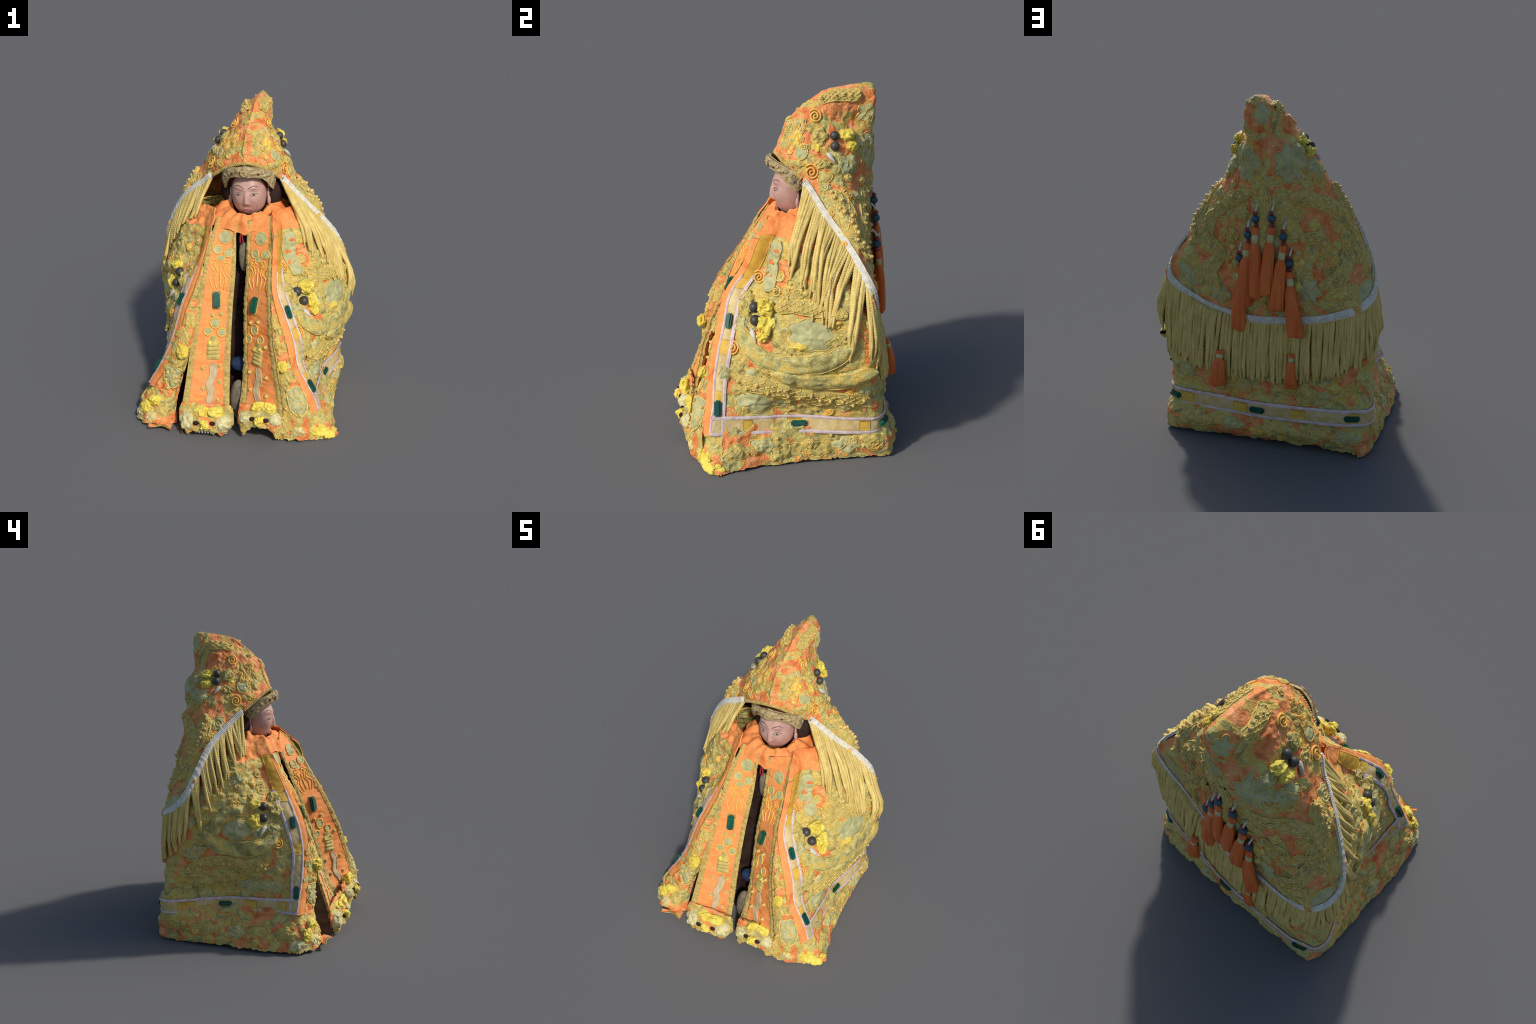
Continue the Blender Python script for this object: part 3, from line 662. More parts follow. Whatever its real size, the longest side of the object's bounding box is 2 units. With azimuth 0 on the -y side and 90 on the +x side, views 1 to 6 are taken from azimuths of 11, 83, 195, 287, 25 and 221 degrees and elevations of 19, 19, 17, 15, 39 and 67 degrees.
# collar: soft orange cowl round the neck
def cowl():
    nu, nv = 160, 40
    a = np.linspace(-math.pi, math.pi, nu, endpoint=False)
    G = np.zeros((nv, nu, 3))
    prof_t = [0, 0.3, 0.6, 0.85, 1.0]
    for j, t in enumerate(np.linspace(0, 1, nv)):
        r = np.interp(t, prof_t, [0.285, 0.235, 0.182, 0.143, 0.118])
        zf = np.interp(t, prof_t, [1.205, 1.255, 1.288, 1.300, 1.285])      # height in front
        zb = np.interp(t, prof_t, [1.30, 1.36, 1.40, 1.41, 1.39])         # height behind
        w = 0.5 - 0.5 * np.cos(a)          # a=0 front
        w = w ** 1.2
        ripple = 0.008 * np.sin(a * 9 + 4 * t) + 0.006 * np.sin(a * 17 + 2)
        G[j, :, 0] = HC[0] + np.sin(a) * (r * 0.93 + ripple * 0.5)
        fr_r = np.interp(t, prof_t, [0.226, 0.208, 0.178, 0.140, 0.118]); wf = np.clip(np.cos(a), 0, 1)
        G[j, :, 1] = 0.085 - np.cos(a) * ((r * (1 - wf) + fr_r * wf) * np.where(np.cos(a) > 0, 0.86, 1.1) + ripple * 0.5)
        G[j, :, 2] = zf * (1 - w) + zb * w + ripple * 0.8
    # V opening at the front centre
    notch = np.exp(-(a / 0.10) ** 2)
    G[:, :, 2] -= 0.03 * notch[None] * np.linspace(1, 0.2, nv)[:, None]
    P = G.reshape(-1, 3); N = grid_normals(G, True).reshape(-1, 3)
    P = P + N * (0.008 * fbm(P, 16, 3, 140))[:, None]
    return P, grid_faces(nv, nu, True)
P_, f_ = cowl(); add("collar", P_, f_, [M_ORANGE])

# inner figure glimpsed through the front opening
INNER = [(0.0, [(-0.30,-0.30),(-0.15,-0.26),(0.02,-0.25),(0.18,-0.26),(0.32,-0.32)]),
 (0.30, [(-0.27,-0.24),(-0.13,-0.20),(0.02,-0.18),(0.16,-0.20),(0.28,-0.26)]),
 (0.60, [(-0.23,-0.16),(-0.11,-0.12),(0.02,-0.10),(0.13,-0.12),(0.23,-0.20)]),
 (0.90, [(-0.18,-0.08),(-0.08,-0.05),(0.02,-0.04),(0.10,-0.05),(0.19,-0.12)]),
 (1.24, [(-0.13,0.02),(-0.06,-0.0),(0.02,-0.02),(0.09,-0.0),(0.16,0.02)])]
IG = relief(section_grid(INNER, 60, 120), 0.012, 9, 150)
v_, f_ = thick_sheet(IG, 0.01); add("inner_garment", v_, f_, [M_DARK])
B1 = Bag(); B1.put(*sphere_mesh((0.02, -0.27, 0.37), (0.07, 0.04, 0.05), 24, 14)); B1.make("blue_sash", [M_BLUE])
B1 = Bag(); B1.put(*sphere_mesh((0.02, -0.36, 0.16), (0.06, 0.05, 0.14), 24, 14)); B1.make("boot", [M_STONE])
B1 = Bag(); B1.put(*sphere_mesh((0.018, -0.09, 1.03), (0.032, 0.02, 0.10), 20, 14)); B1.make("belt_knot", [M_STONE])
t = np.linspace(0, 1, 30); B1 = Bag()
for k in range(2):
    B1.put(*tube_mesh(np.stack([0.008 + 0.012 * k + 0.006 * np.sin(t * 6 + k), -0.070 - 0.05 * t, 1.262 - 0.13 * t], 1), 0.008 - 0.003 * t, 7))
B1.make("neck_cord", [M_RED])

# near-black plug behind and beside the face and the turned-back lining at the outer foot of the left stole
v_, f_ = sphere_mesh((0.033, 0.16, 1.405), (0.205, 0.11, 0.16), 40, 24); add("dark_head_plug", v_, f_, [M_DARK], parent=HEAD)
LIN = [(0.0, [(-0.315,-0.565),(-0.345,-0.51),(-0.362,-0.45),(-0.372,-0.38)]), (0.18, [(-0.298,-0.52),(-0.315,-0.47),(-0.328,-0.42),(-0.335,-0.37)]), (0.38, [(-0.272,-0.455),(-0.280,-0.43),(-0.285,-0.40),(-0.29,-0.36)])]
v_, f_ = thick_sheet(relief(section_grid(LIN, 24, 60), 0.01, 14, 160), 0.008, flip=True); add("stole_lining", v_, f_, [M_LINING], parent=STOLES[0])
#DECOR#
# ------------------------------------------------------------------ laying ornament on the cloth
def bvh_of(*obs):
    vs, fs, n = [], [], 0
    for ob in obs:
        me = ob.data
        vs += [v.co.copy() for v in me.vertices]
        fs += [tuple(i + n for i in p.vertices) for p in me.polygons]
        n += len(me.vertices)
    return BVHTree.FromPolygons(vs, fs)
CLOTH = bvh_of(CAPE_OB, HOOD_OB, ROBE_OB, YOKE_OB, SKIRT_OB, UR_OB, UL_OB)
CAPEB = bvh_of(CAPE_OB, HOOD_OB)
ROBEB = bvh_of(ROBE_OB, YOKE_OB, SKIRT_OB)
STOLEB = bvh_of(*STOLES)

class Spot:
    """a place on a cloth: point, averaged outward normal, horizontal and upward tangents"""
    def __init__(self, p, tree, out=None, rad=0.05):
        p = Vector(p); loc, nrm, _, _ = tree.find_nearest(p)
        if out is not None:
            o_ = Vector(out).normalized()
            h = tree.ray_cast(p + o_ * 0.22, -o_, 0.45)
            if h[0] is not None: loc = h[0]
        if out is None:
            out = Vector((loc.x - 0.0, loc.y - 0.15, 0.15)).normalized()
        out = Vector(out)
        acc = Vector((0, 0, 0))
        for l, n, i, d in tree.find_nearest_range(loc, rad):
            if n.dot(out) > 0.0: acc += n
        n = acc.normalized() if acc.length > 1e-6 else out
        self.p, self.n, self.tree = loc, n, tree
        up = Vector((0, 0, 1))
        self.a = up.cross(n).normalized(); self.b = n.cross(self.a)
    def at(self, x, y, lift=0.0):
        o = self.p + self.a * x + self.b * y
        h = self.tree.ray_cast(o + self.n * 0.10, -self.n, 0.25)
        if h[0] is None:
            l = self.tree.find_nearest(o)[0]
            q = l
        else: q = h[0]
        return np.array(q + self.n * lift)
    def rot(self, ang):
        c, s = math.cos(ang), math.sin(ang)
        self.a, self.b = self.a * c + self.b * s, self.b * c - self.a * s
        return self

def outline(kind, n, lobes=0, amp=0.0, ph=0.0, seed=0):
    t = np.linspace(0, 2 * math.pi, n, endpoint=False)
    r = np.ones(n)
    if lobes: r += amp * (np.abs(np.cos(lobes * t / 2 + ph)) - 0.6)
    if seed:
        r += 0.10 * vnoise(np.stack([np.cos(t) * 1.7, np.sin(t) * 1.7, t * 0 + seed], 1), 1.0, seed)
    return t, r

def patch(name, p, w, h, mat, tree=None, height=0.010, lobes=0, amp=0.3, ang=0.0, cord=0.0035, cmat=None, parent=None, seed=0, inner=None, out=None, rings=9, n=44, rough=0.15):
    """padded applique: outline with lobes, domed, edged with cord; inner adds spiral / stripe cords"""
    tree = tree or CLOTH
    height = height * 0.8; cord = cord * 0.8
    S = Spot(p, tree, out).rot(ang)
    t, r = outline("", n, lobes, amp, ang, seed)
    Bg = Bag()
    V = [S.at(0, 0, height)]
    for k in range(1, rings + 1):
        q = k / rings
        hh = height * max(0.0, 1 - q ** 3.0) ** 0.6 + 0.0015
        if k == rings: hh = -0.004
        for tt, rr in zip(t, r):
            wob = 1 + rough * math.sin(7 * tt + 3 * q + seed) * q * (1 - q)
            V.append(S.at(w * q * rr * math.cos(tt), h * q * rr * math.sin(tt), hh * wob))
    V = np.array(V)
    V[:, :] += 0.0055 * height / 0.01 * np.stack([vnoise(V, 60, 3), vnoise(V, 60, 4), vnoise(V, 60, 5)], 1)
    F = [(0, 1 + i, 1 + (i + 1) % n) for i in range(n)]
    for k in range(rings - 1):
        for i in range(n):
            a = 1 + k * n + i; b = 1 + k * n + (i + 1) % n
            F.append((a, a + n, b + n, b))
    Bg.put(V, F, 0)
    if cord:
        path = np.array([S.at(w * 0.98 * rr * math.cos(tt), h * 0.98 * rr * math.sin(tt), cord * 0.8) for tt, rr in zip(np.r_[t, t[:1]], np.r_[r, r[:1]])])
        Bg.put(*tube_mesh(path, cord, 6), 1)
    if inner == "spiral":
        q = np.linspace(0.15, 1, 60); a = q * 2 * math.pi * 2.2 + seed
        path = np.array([S.at(w * 0.9 * k * math.cos(x), h * 0.9 * k * math.sin(x), height * 0.9 * (1 - k ** 3) ** 0.6 + 0.003) for k, x in zip(q, a)])
        Bg.put(*tube_mesh(path, max(cord, 0.003) * 1.0, 6), 1)
    elif inner == "stripes":
        for y in np.linspace(-0.7, 0.7, 6):
            xs = np.linspace(-1, 1, 14) * math.sqrt(max(0.05, 1 - y * y)) * 0.9
            path = np.array([S.at(w * x, h * (y + 0.08 * math.cos(x * 2)), height * 0.85 + 0.002) for x in xs])
            Bg.put(*tube_mesh(path, 0.003, 5), 1)
    elif inner == "swirl":
        for k in range(5):
            x0 = -0.7 + 0.35 * k
            ys = np.linspace(-0.75, 0.75, 16)
            path = np.array([S.at(w * (x0 * (1 - 0.3 * y) + 0.25 * math.sin(2.2 * y + k)), h * y * (1 - 0.25 * abs(x0)), height * 0.75 * (1 - min(1, math.hypot(x0, y)) ** 3) + 0.003) for y in ys])
            Bg.put(*tube_mesh(path, 0.0032, 5), 1)
    return Bg.make(name, [mat, cmat or M_CORD], parent)

def laid_path(pts, tree, n, lift, out=None):
    P = catmull(pts, n)
    res, nr = [], []
    for p in P:
        S = Spot(p, tree, out, 0.035)
        res.append(np.array(S.p + S.n * lift)); nr.append(np.array(S.n))
    nr = np.array(nr)
    k = np.ones(7) / 7
    nr = np.stack([np.convolve(np.pad(nr[:, c], 3, mode="edge"), k, "valid") for c in range(3)], 1)
    nr /= np.linalg.norm(nr, axis=1, keepdims=True)
    return np.array(res), nr

STUD = None
def stud(p, n, r=0.010, parent=None, mat=None):
    """small domed metal stud with a collar ring; repeats share one mesh"""
    global STUD
    if STUD is None:
        Bg = Bag(); v, f = sphere_mesh((0, 0, 0.25), (0.85, 0.85, 1.15), 10, 7); Bg.put(v, f)
        t = np.linspace(0, 2 * math.pi, 13)
        Bg.put(*tube_mesh(np.stack([1.1 * np.cos(t), 1.1 * np.sin(t), t * 0], 1), 0.3, 5))
        STUD = make_mesh("stud", np.vstack(Bg.v), Bg.f, [M_STUD])
    ob = bpy.data.objects.new("stud", STUD)
    q = Vector(n).to_track_quat("Z", "Y")
    ob.matrix_world = Matrix.Translation(Vector(p)) @ q.to_matrix().to_4x4() @ Matrix.Scale(r, 4)
    bpy.context.scene.collection.objects.link(ob); m = ob.matrix_world.copy(); ob.parent = parent or ROOT; ob.matrix_world = m
    return ob

def stud_at(p, tree, r=0.010, parent=None, out=None):
    S = Spot(p, tree, out, 0.03)
    return stud(S.p + S.n * (0.25 * r), S.n, r, parent)

def serpent(name, pts, width, height, mat, tree, parent=None, scales=True, studs=0, out=None, n=70, sr=0.010, taper=0.55, emat=None):
    """padded dragon body laid along a path: domed strip with cord edges, rows of scale arcs and studs"""
    C, N = laid_path(pts, tree, n, 0.0, out)
    C[1:-1] = (C[:-2] + C[1:-1] + C[2:]) / 3
    T = np.gradient(catmull(pts, n), axis=0); T /= np.maximum(np.linalg.norm(T, axis=1, keepdims=True), 1e-6)
    A = np.cross(N, T); A /= np.maximum(np.linalg.norm(A, axis=1, keepdims=True), 1e-6)
    m = 15; q = np.linspace(-1, 1, m)
    e_ = np.linspace(0, 1, n)
    wv = width * (taper + (1 - taper) * np.sin(np.linspace(0.25, math.pi - 0.35, n)) ** 0.7) * np.clip(np.minimum(e_, 1 - e_) / 0.10 + 0.12, 0, 1) ** 0.6
    wv = wv * (1 + 0.16 * vnoise(C, 18, 5))
    V = np.zeros((n, m, 3))
    for i in range(n):
        for j in range(m):
            o = Vector(C[i] + A[i] * q[j] * wv[i])
            h = tree.ray_cast(o + Vector(N[i]) * 0.10, -Vector(N[i]), 0.25)
            b = np.array(h[0]) if h[0] is not None else np.array(tree.find_nearest(o)[0])
            hh = height * max(0, 1 - abs(q[j]) ** 2.5) ** 0.6
            if j in (0, m - 1): hh = -0.004
            V[i, j] = b + N[i] * hh
    hump = 0.25 * height + 0.004
    V = V + N[:, None, :] * (hump * vnoise(V.reshape(-1, 3), 22, 8).reshape(n, m) * np.clip(1 - np.abs(q) ** 4, 0, 1)[None])[..., None]
    # smooth lengthways so the padded body rides over small creases
    for _ in range(2):
        V[1:-1, 1:-1] = (V[:-2, 1:-1] + 2 * V[1:-1, 1:-1] + V[2:, 1:-1]) / 4
    Bg = Bag(); Bg.put(V.reshape(-1, 3), grid_faces(n, m), 0)
    for j in (1, m - 2):
        Bg.put(*tube_mesh(V[:, j] + N * 0.0015, 0.0029, 6), 1)
    if scales:
        step = max(3, int(n * width * 0.55 / np.linalg.norm(np.diff(C, axis=0), axis=1).sum()))
        row = 0
        for i in range(2, n - step - 1, step):
            for k in range(3):
                c = -0.6 + 0.6 * k + (0.3 if row % 2 else 0)
                if c > 0.75: continue
                tt = np.linspace(-1, 1, 9)
                pth = []
                for x in tt:
                    jj = np.clip((c + 0.3 * x + 1) / 2 * (m - 1), 0, m - 1.001); ii = np.clip(i + step * (1 - x * x) * 0.9, 0, n - 1.001)
                    j0, i0 = int(jj), int(ii); fj, fi = jj - j0, ii - i0
                    b = (V[i0, j0] * (1 - fj) + V[i0, j0 + 1] * fj) * (1 - fi) + (V[i0 + 1, j0] * (1 - fj) + V[i0 + 1, j0 + 1] * fj) * fi
                    pth.append(b + N[i0] * 0.0015)
                Bg.put(*tube_mesh(np.array(pth), 0.0028, 5), 1)
            row += 1
    ob = Bg.make(name, [mat, emat or M_CORD], parent)
    if studs:
        for k in range(studs):
            i = int((k + 0.6) * (n - 1) / studs); j = int(np.clip(m / 2 + rng.normal() * m * 0.16, 3, m - 4))
            nn = N[i]; stud(V[i, j] + nn * 0.002, nn, sr * rng.uniform(0.8, 1.2), ob)
    return ob

def spiral_cord(name, p, r, tree, parent=None, turns=2.4, rad=0.0055, mat=None, out=None, base=True, ph=0.0):
    """coiled gold cord on an orange ground disc"""
    S = Spot(p, tree, out); Bg = Bag()
    q = np.linspace(0.08, 1, 70); a = q * 2 * math.pi * turns + ph
    Bg.put(*tube_mesh(np.array([S.at(r * k * math.cos(x), r * 1.1 * k * math.sin(x), rad * 0.7 + 0.006 * (1 - k)) for k, x in zip(q, a)]), rad * (0.8 + 0.3 * q), 6), 0)
    return Bg.make(name, [mat or M_GOLDO], parent)

def cords(name, paths, tree, rad=0.0035, mat=None, parent=None, n=26, lift=0.002, out=None):
    Bg = Bag()
    for pts in paths:
        P, _ = laid_path(pts, tree, n, lift, out)
        Bg.put(*tube_mesh(P, rad * np.interp(np.linspace(0, 1, n), [0, 0.15, 0.85, 1], [0.6, 1, 1, 0.5]), 6))
    return Bg.make(name, [mat or M_CORD], parent, "stuff")

def lump(name, p, size, mat, tree, parent=None, seed=0, out=None, ang=0.0, jag=0.35, off=(0, 0, 0)):
    """stuffed felt tuft: irregular faceted blob standing off the cloth"""
    S = Spot(p, tree, out).rot(ang)
    v, f = sphere_mesh((0, 0, 0), 1.0, 18, 12)
    d = 1 + jag * vnoise(v, 1.7, seed) + jag * 0.6 * vnoise(v, 3.6, seed + 1)
    v = v * d[:, None] * np.asarray(size) + np.asarray(off)
    M = np.stack([np.array(S.a), np.array(S.b), np.array(S.n)], 1)
    w = v @ M.T + np.array(S.p)
    return add(name, w, f, [mat], parent=parent, smooth=False)

def gem(p, tree, w, h, parent=None, out=None, ang=0.0, d=0.014):
    """oblong green stone with cut corners in a thin gold bezel"""
    S = Spot(p, tree, out, 0.04).rot(ang)
    bm = bmesh.new(); bmesh.ops.create_cube(bm, size=2.0)
    for v in bm.verts: v.co = Vector((v.co.x * w, v.co.y * h, v.co.z * d))
    bmesh.ops.bevel(bm, geom=bm.edges[:], offset=min(w, d) * 0.45, segments=2, affect="EDGES")
    me = bpy.data.meshes.new("green_gem"); bm.to_mesh(me); bm.free(); me.materials.append(M_GEM)
    M = np.stack([np.array(S.a), np.array(S.b), np.array(S.n)], 1)
    for v in me.vertices: v.co = Vector(M @ np.array(v.co) + np.array(S.p) + np.array(S.n) * d * 0.55)
    ob = link(bpy.data.objects.new("green_gem", me), parent)
    q = [(-1, -1), (1, -1), (1, 1), (-1, 1), (-1, -1)]
    path = []
    for (x0, y0), (x1, y1) in zip(q[:-1], q[1:]):
        for t in np.linspace(0, 1, 8, endpoint=False): path.append(S.at((x0 + (x1 - x0) * t) * w * 1.12, (y0 + (y1 - y0) * t) * h * 1.07, 0.003))
    path.append(path[0])
    v, f = tube_mesh(np.array(path), 0.004, 6); add("gem_bezel", v, f, [M_TRIM], parent=ob)
    return ob

def dragon_head(eyes, brows, snout, fang, jaw, tree, parent, s=1.0, seed=1, out=None, face=-1):
    """dragon face in the round: two black bead eyes, yellow felt brows, curled snout, pale fang, green jaw. face: side the snout points to"""
    for k, e in enumerate(eyes):
        S = Spot(e, tree, out); B = Bag(); B.put(*sphere_mesh(np.array(S.p + S.n * 0.014 * s), 0.030 * s, 18, 12)); B.make("dragon_eye", [M_EYE], parent)
    for k, (b, sz) in enumerate(brows):
        lump("dragon_brow", b, np.array(sz) * s, M_YEL, tree, parent, seed + k, out, off=(0, 0, 0.012), jag=0.45)
    patch("dragon_snout", snout, 0.050 * s, 0.055 * s, M_SAGEY, tree, 0.024 * s, 5, 0.3, seed=seed, inner="spiral", parent=parent, out=out)
    S = Spot(fang, tree, out)
    v, f = sphere_mesh((0, 0, 0), (0.018 * s, 0.045 * s, 0.012), 10, 8)
    v[:, 0] *= np.interp(v[:, 1], [-0.045 * s, 0.045 * s], [0.3, 1.2]); M = np.stack([np.array(S.a), np.array(S.b), np.array(S.n)], 1)
    c, si = math.cos(0.6 * -face), math.sin(0.6 * -face); R = np.array([[c, -si, 0], [si, c, 0], [0, 0, 1]])
    add("dragon_fang", v @ R.T @ M.T + np.array(S.p + S.n * 0.012), f, [M_FANG], parent=parent, smooth=False)
    for k, (j, w, h) in enumerate(jaw):
        patch("dragon_jaw", j, w * s, h * s, M_SAGE if k % 2 == 0 else M_SAGEY, tree, 0.018 * s, 6, 0.28, seed=seed + 5 + k, inner="swirl", parent=parent, out=out)

# --------------------------------------------------------------- right side of hood and robe
R_ = (1, 0, 0.1); L_ = (-1, 0, 0.1); B_ = (0, 1, 0.1); F_ = (0, -1, 0.1)
def moon(p, r, tree, parent, out):
    patch("moon_disc", p, r, r * 1.12, M_SAGE, tree, 0.006, cord=0.005, cmat=M_CORD, parent=parent, out=out, rough=0.0)
for sgn, out, mp, sp1, sp2, pk in ((1, R_, (0.203, 0.078, 1.656), (0.262, 0.131, 1.560), (0.154, 0.165, 1.838), [(0.092, 0.190, 1.915), (0.117, 0.312, 1.940), (0.111, 0.425, 1.940)]),
                                   (-1, L_, (-0.164, 0.091, 1.664), (-0.242, 0.130, 1.582), (-0.088, 0.197, 1.828), [(0.0, 0.21, 1.905), (-0.035, 0.30, 1.920), (-0.040, 0.41, 1.925)])):
    o2 = (sgn * 0.6, -0.8, 0.1)
    moon(mp, 0.036, CAPEB, HOOD_OB, o2)
    patch("flame_patch", (mp[0] - sgn * 0.045, mp[1] - 0.02, mp[2] + 0.07), 0.038, 0.055, M_SAGEY, CAPEB, 0.006, 7, 0.5, parent=HOOD_OB, out=o2, seed=4, inner="swirl", cmat=M_GOLDO)
    patch("flame_patch", (mp[0] + sgn * 0.03, mp[1] + 0.03, mp[2] + 0.05), 0.022, 0.045, M_YEL, CAPEB, 0.005, 5, 0.5, parent=HOOD_OB, out=o2, seed=9, cmat=M_GOLDO)
    spiral_cord("gold_spiral", sp1, 0.040, CAPEB, HOOD_OB, out=out)
    spiral_cord("gold_spiral", sp2, 0.036, CAPEB, HOOD_OB, out=out)
    serpent("crest_cloud", pk, 0.042, 0.012, M_SAGEY, CAPEB, HOOD_OB, scales=True, studs=6, out=out, n=40, sr=0.008, taper=0.8)
for k, (p, w, h, m) in enumerate([((0.113, 0.035, 1.785), 0.05, 0.04, M_SAGEY), ((0.158, 0.062, 1.735), 0.03, 0.05, M_YEL), ((-0.075, 0.06, 1.775), 0.035, 0.05, M_SAGEY), ((-0.085, 0.03, 1.69), 0.03, 0.045, M_SAGEY), ((-0.13, 0.075, 1.725), 0.03, 0.035, M_SAGEY), ((0.095, 0.0, 1.685), 0.035, 0.03, M_SAGEY), ((0.118, 0.454, 1.842), 0.05, 0.05, M_SAGE), ((0.002, 0.495, 1.905), 0.05, 0.065, M_SAGE), ((0.143, 0.09, 1.79), 0.03, 0.04, M_SAGE), ((0.199, 0.054, 1.595), 0.045, 0.018, M_SAGEY), ((-0.17, 0.06, 1.60), 0.05, 0.022, M_SAGEY)]):
    patch("cloud_patch", p, w, h, m, CAPEB, 0.008, 5 + k % 3, 0.35, parent=HOOD_OB, seed=11 + k, inner="swirl" if k % 2 == 0 else None, cmat=M_GOLDO if k % 3 else M_CORD)
# dragon faces: hood right, hood left, robe right, robe left
dragon_head([(0.212, 0.261, 1.738), (0.234, 0.260, 1.685)], [((0.210, 0.330, 1.735), (0.050, 0.035, 0.030)), ((0.235, 0.355, 1.685), (0.045, 0.035, 0.028))], (0.205, 0.185, 1.735), (0.262, 0.235, 1.628), [((0.280, 0.330, 1.590), 0.085, 0.06), ((0.265, 0.190, 1.605), 0.05, 0.03), ((0.235, 0.42, 1.68), 0.05, 0.07)], CAPEB, CAPE_OB, 0.85, 2, R_)
dragon_head([(-0.182, 0.277, 1.745), (-0.210, 0.270, 1.700)], [((-0.187, 0.345, 1.738), (0.045, 0.030, 0.030)), ((-0.238, 0.335, 1.685), (0.040, 0.035, 0.030))], (-0.163, 0.206, 1.738), (-0.258, 0.255, 1.648), [((-0.285, 0.378, 1.615), 0.085, 0.06), ((-0.23, 0.19, 1.655), 0.05, 0.03), ((-0.22, 0.43, 1.70), 0.05, 0.06)], CAPEB, CAPE_OB, 0.85, 12, L_, face=1)
dragon_head([(0.425, -0.189, 0.853), (0.442, -0.190, 0.793)], [((0.458, -0.140, 0.862), (0.048, 0.040, 0.040)), ((0.490, -0.140, 0.775), (0.045, 0.050, 0.040)), ((0.50, -0.155, 0.722), (0.03, 0.035, 0.03))], (0.372, -0.240, 0.850), (0.470, -0.205, 0.715), [((0.375, -0.275, 0.755), 0.04, 0.05), ((0.345, -0.23, 0.90), 0.04, 0.035)], ROBEB, ROBE_OB, 1.0, 22, R_)
dragon_head([(-0.442, -0.096, 0.918), (-0.470, -0.104, 0.846)], [((-0.484, -0.045, 0.940), (0.042, 0.040, 0.030)), ((-0.530, -0.048, 0.835), (0.040, 0.050, 0.030))], (-0.388, -0.170, 0.890), (-0.495, -0.106, 0.768), [((-0.445, -0.175, 0.770), 0.06, 0.035), ((-0.40, -0.15, 0.97), 0.05, 0.04)], ROBEB, ROBE_OB, 0.95, 32, L_, face=1)

# coiled bodies on the right of the robe
serpent("dragon_coil", [(0.395, -0.267, 0.750), (0.464, -0.246, 0.668), (0.532, -0.161, 0.607), (0.594, 0.002, 0.594), (0.640, 0.180, 0.635), (0.646, 0.292, 0.715)], 0.062, 0.030, M_COIL, ROBEB, ROBE_OB, scales=False, out=R_)
serpent("dragon_coil", [(0.472, -0.094, 0.864), (0.528, 0.026, 0.895), (0.576, 0.160, 0.891), (0.621, 0.265, 0.873)], 0.045, 0.022, M_SAGEY, ROBEB, ROBE_OB, scales=True, out=R_)
serpent("dragon_coil", [(0.559, -0.122, 0.540), (0.615, 0.057, 0.507), (0.639, 0.240, 0.506), (0.625, 0.410, 0.560)], 0.056, 0.030, M_COIL, ROBEB, ROBE_OB, scales=False, out=R_)
serpent("dragon_scales", [(0.470, -0.320, 0.470), (0.560, -0.166, 0.455), (0.603, 0.016, 0.418), (0.614, 0.189, 0.386), (0.606, 0.396, 0.383)], 0.060, 0.020, M_SAGEY, ROBEB, ROBE_OB, scales=True, studs=13, out=R_)
serpent("dragon_belly", [(0.290, -0.035, 1.190), (0.310, -0.085, 1.090), (0.365, -0.120, 0.990), (0.40, -0.14, 0.94)], 0.050, 0.018, M_SAGE, ROBEB, ROBE_OB, scales=False, out=(0.8, -0.6, 0.1), taper=0.85)
for p in ((0.317, -0.055, 1.145), (0.305, -0.095, 1.075), (0.340, -0.120, 1.015)):
    patch("flame_spot", p, 0.030, 0.014, M_ORANGE, ROBEB, 0.024, cord=0.004, parent=ROBE_OB, out=(0.8, -0.6, 0.1))
patch("cloud_field", (0.587, 0.080, 0.760), 0.13, 0.085, M_SAGE, ROBEB, 0.012, 7, 0.2, parent=ROBE_OB, seed=51, out=R_)
patch("wave_patch", (0.560, -0.215, 0.350), 0.105, 0.060, M_SAGE, ROBEB, 0.012, 0, parent=ROBE_OB, seed=52, out=R_)
for k, (p, w, h, m) in enumerate([((0.580, 0.065, 0.310), 0.09, 0.04, M_SAGEY), ((0.599, 0.240, 0.325), 0.06, 0.035, M_SAGE), ((0.481, -0.301, 0.522), 0.05, 0.05, M_SAGEY), ((0.634, 0.215, 0.735), 0.06, 0.04, M_SAGEY), ((0.50, 0.03, 0.966), 0.05, 0.04, M_SAGEY), ((0.44, 0.02, 1.03), 0.05, 0.05, M_SAGEY), ((0.55, -0.04, 0.66), 0.07, 0.03, M_SAGEY), ((0.592, 0.02, 0.70), 0.06, 0.022, M_YEL), ((0.628, 0.38, 0.44), 0.05, 0.04, M_SAGE), ((0.43, -0.37, 0.505), 0.035, 0.05, M_SAGE), ((0.60, 0.13, 0.93), 0.04, 0.03, M_SAGE), ((0.52, -0.29, 0.42), 0.05, 0.03, M_SAGEY)]):
    patch("cloud_patch", p, w, h, m, ROBEB, 0.012, 4 + k % 4, 0.4, parent=ROBE_OB, seed=60 + k, inner=("swirl", "spiral", None)[k % 3], out=R_)
for k, p in enumerate([(0.431, -0.088, 0.955), (0.474, -0.044, 0.923), (0.447, -0.004, 1.002), (0.537, 0.081, 0.935), (0.523, 0.112, 0.985), (0.39, -0.05, 1.02)]):
    patch("scale_ring", p, 0.028, 0.026, M_SAGEY, ROBEB, 0.006, cord=0.006, parent=ROBE_OB, seed=80 + k, out=R_); stud_at(p, ROBEB, 0.012, ROBE_OB, R_)
spiral_cord("gold_spiral", (0.412, -0.330, 0.634), 0.038, ROBEB, ROBE_OB, out=(0.7, -0.7, 0.1))
spiral_cord("gold_spiral", (0.285, -0.160, 0.99), 0.035, ROBEB, ROBE_OB, out=(0.7, -0.7, 0.1))

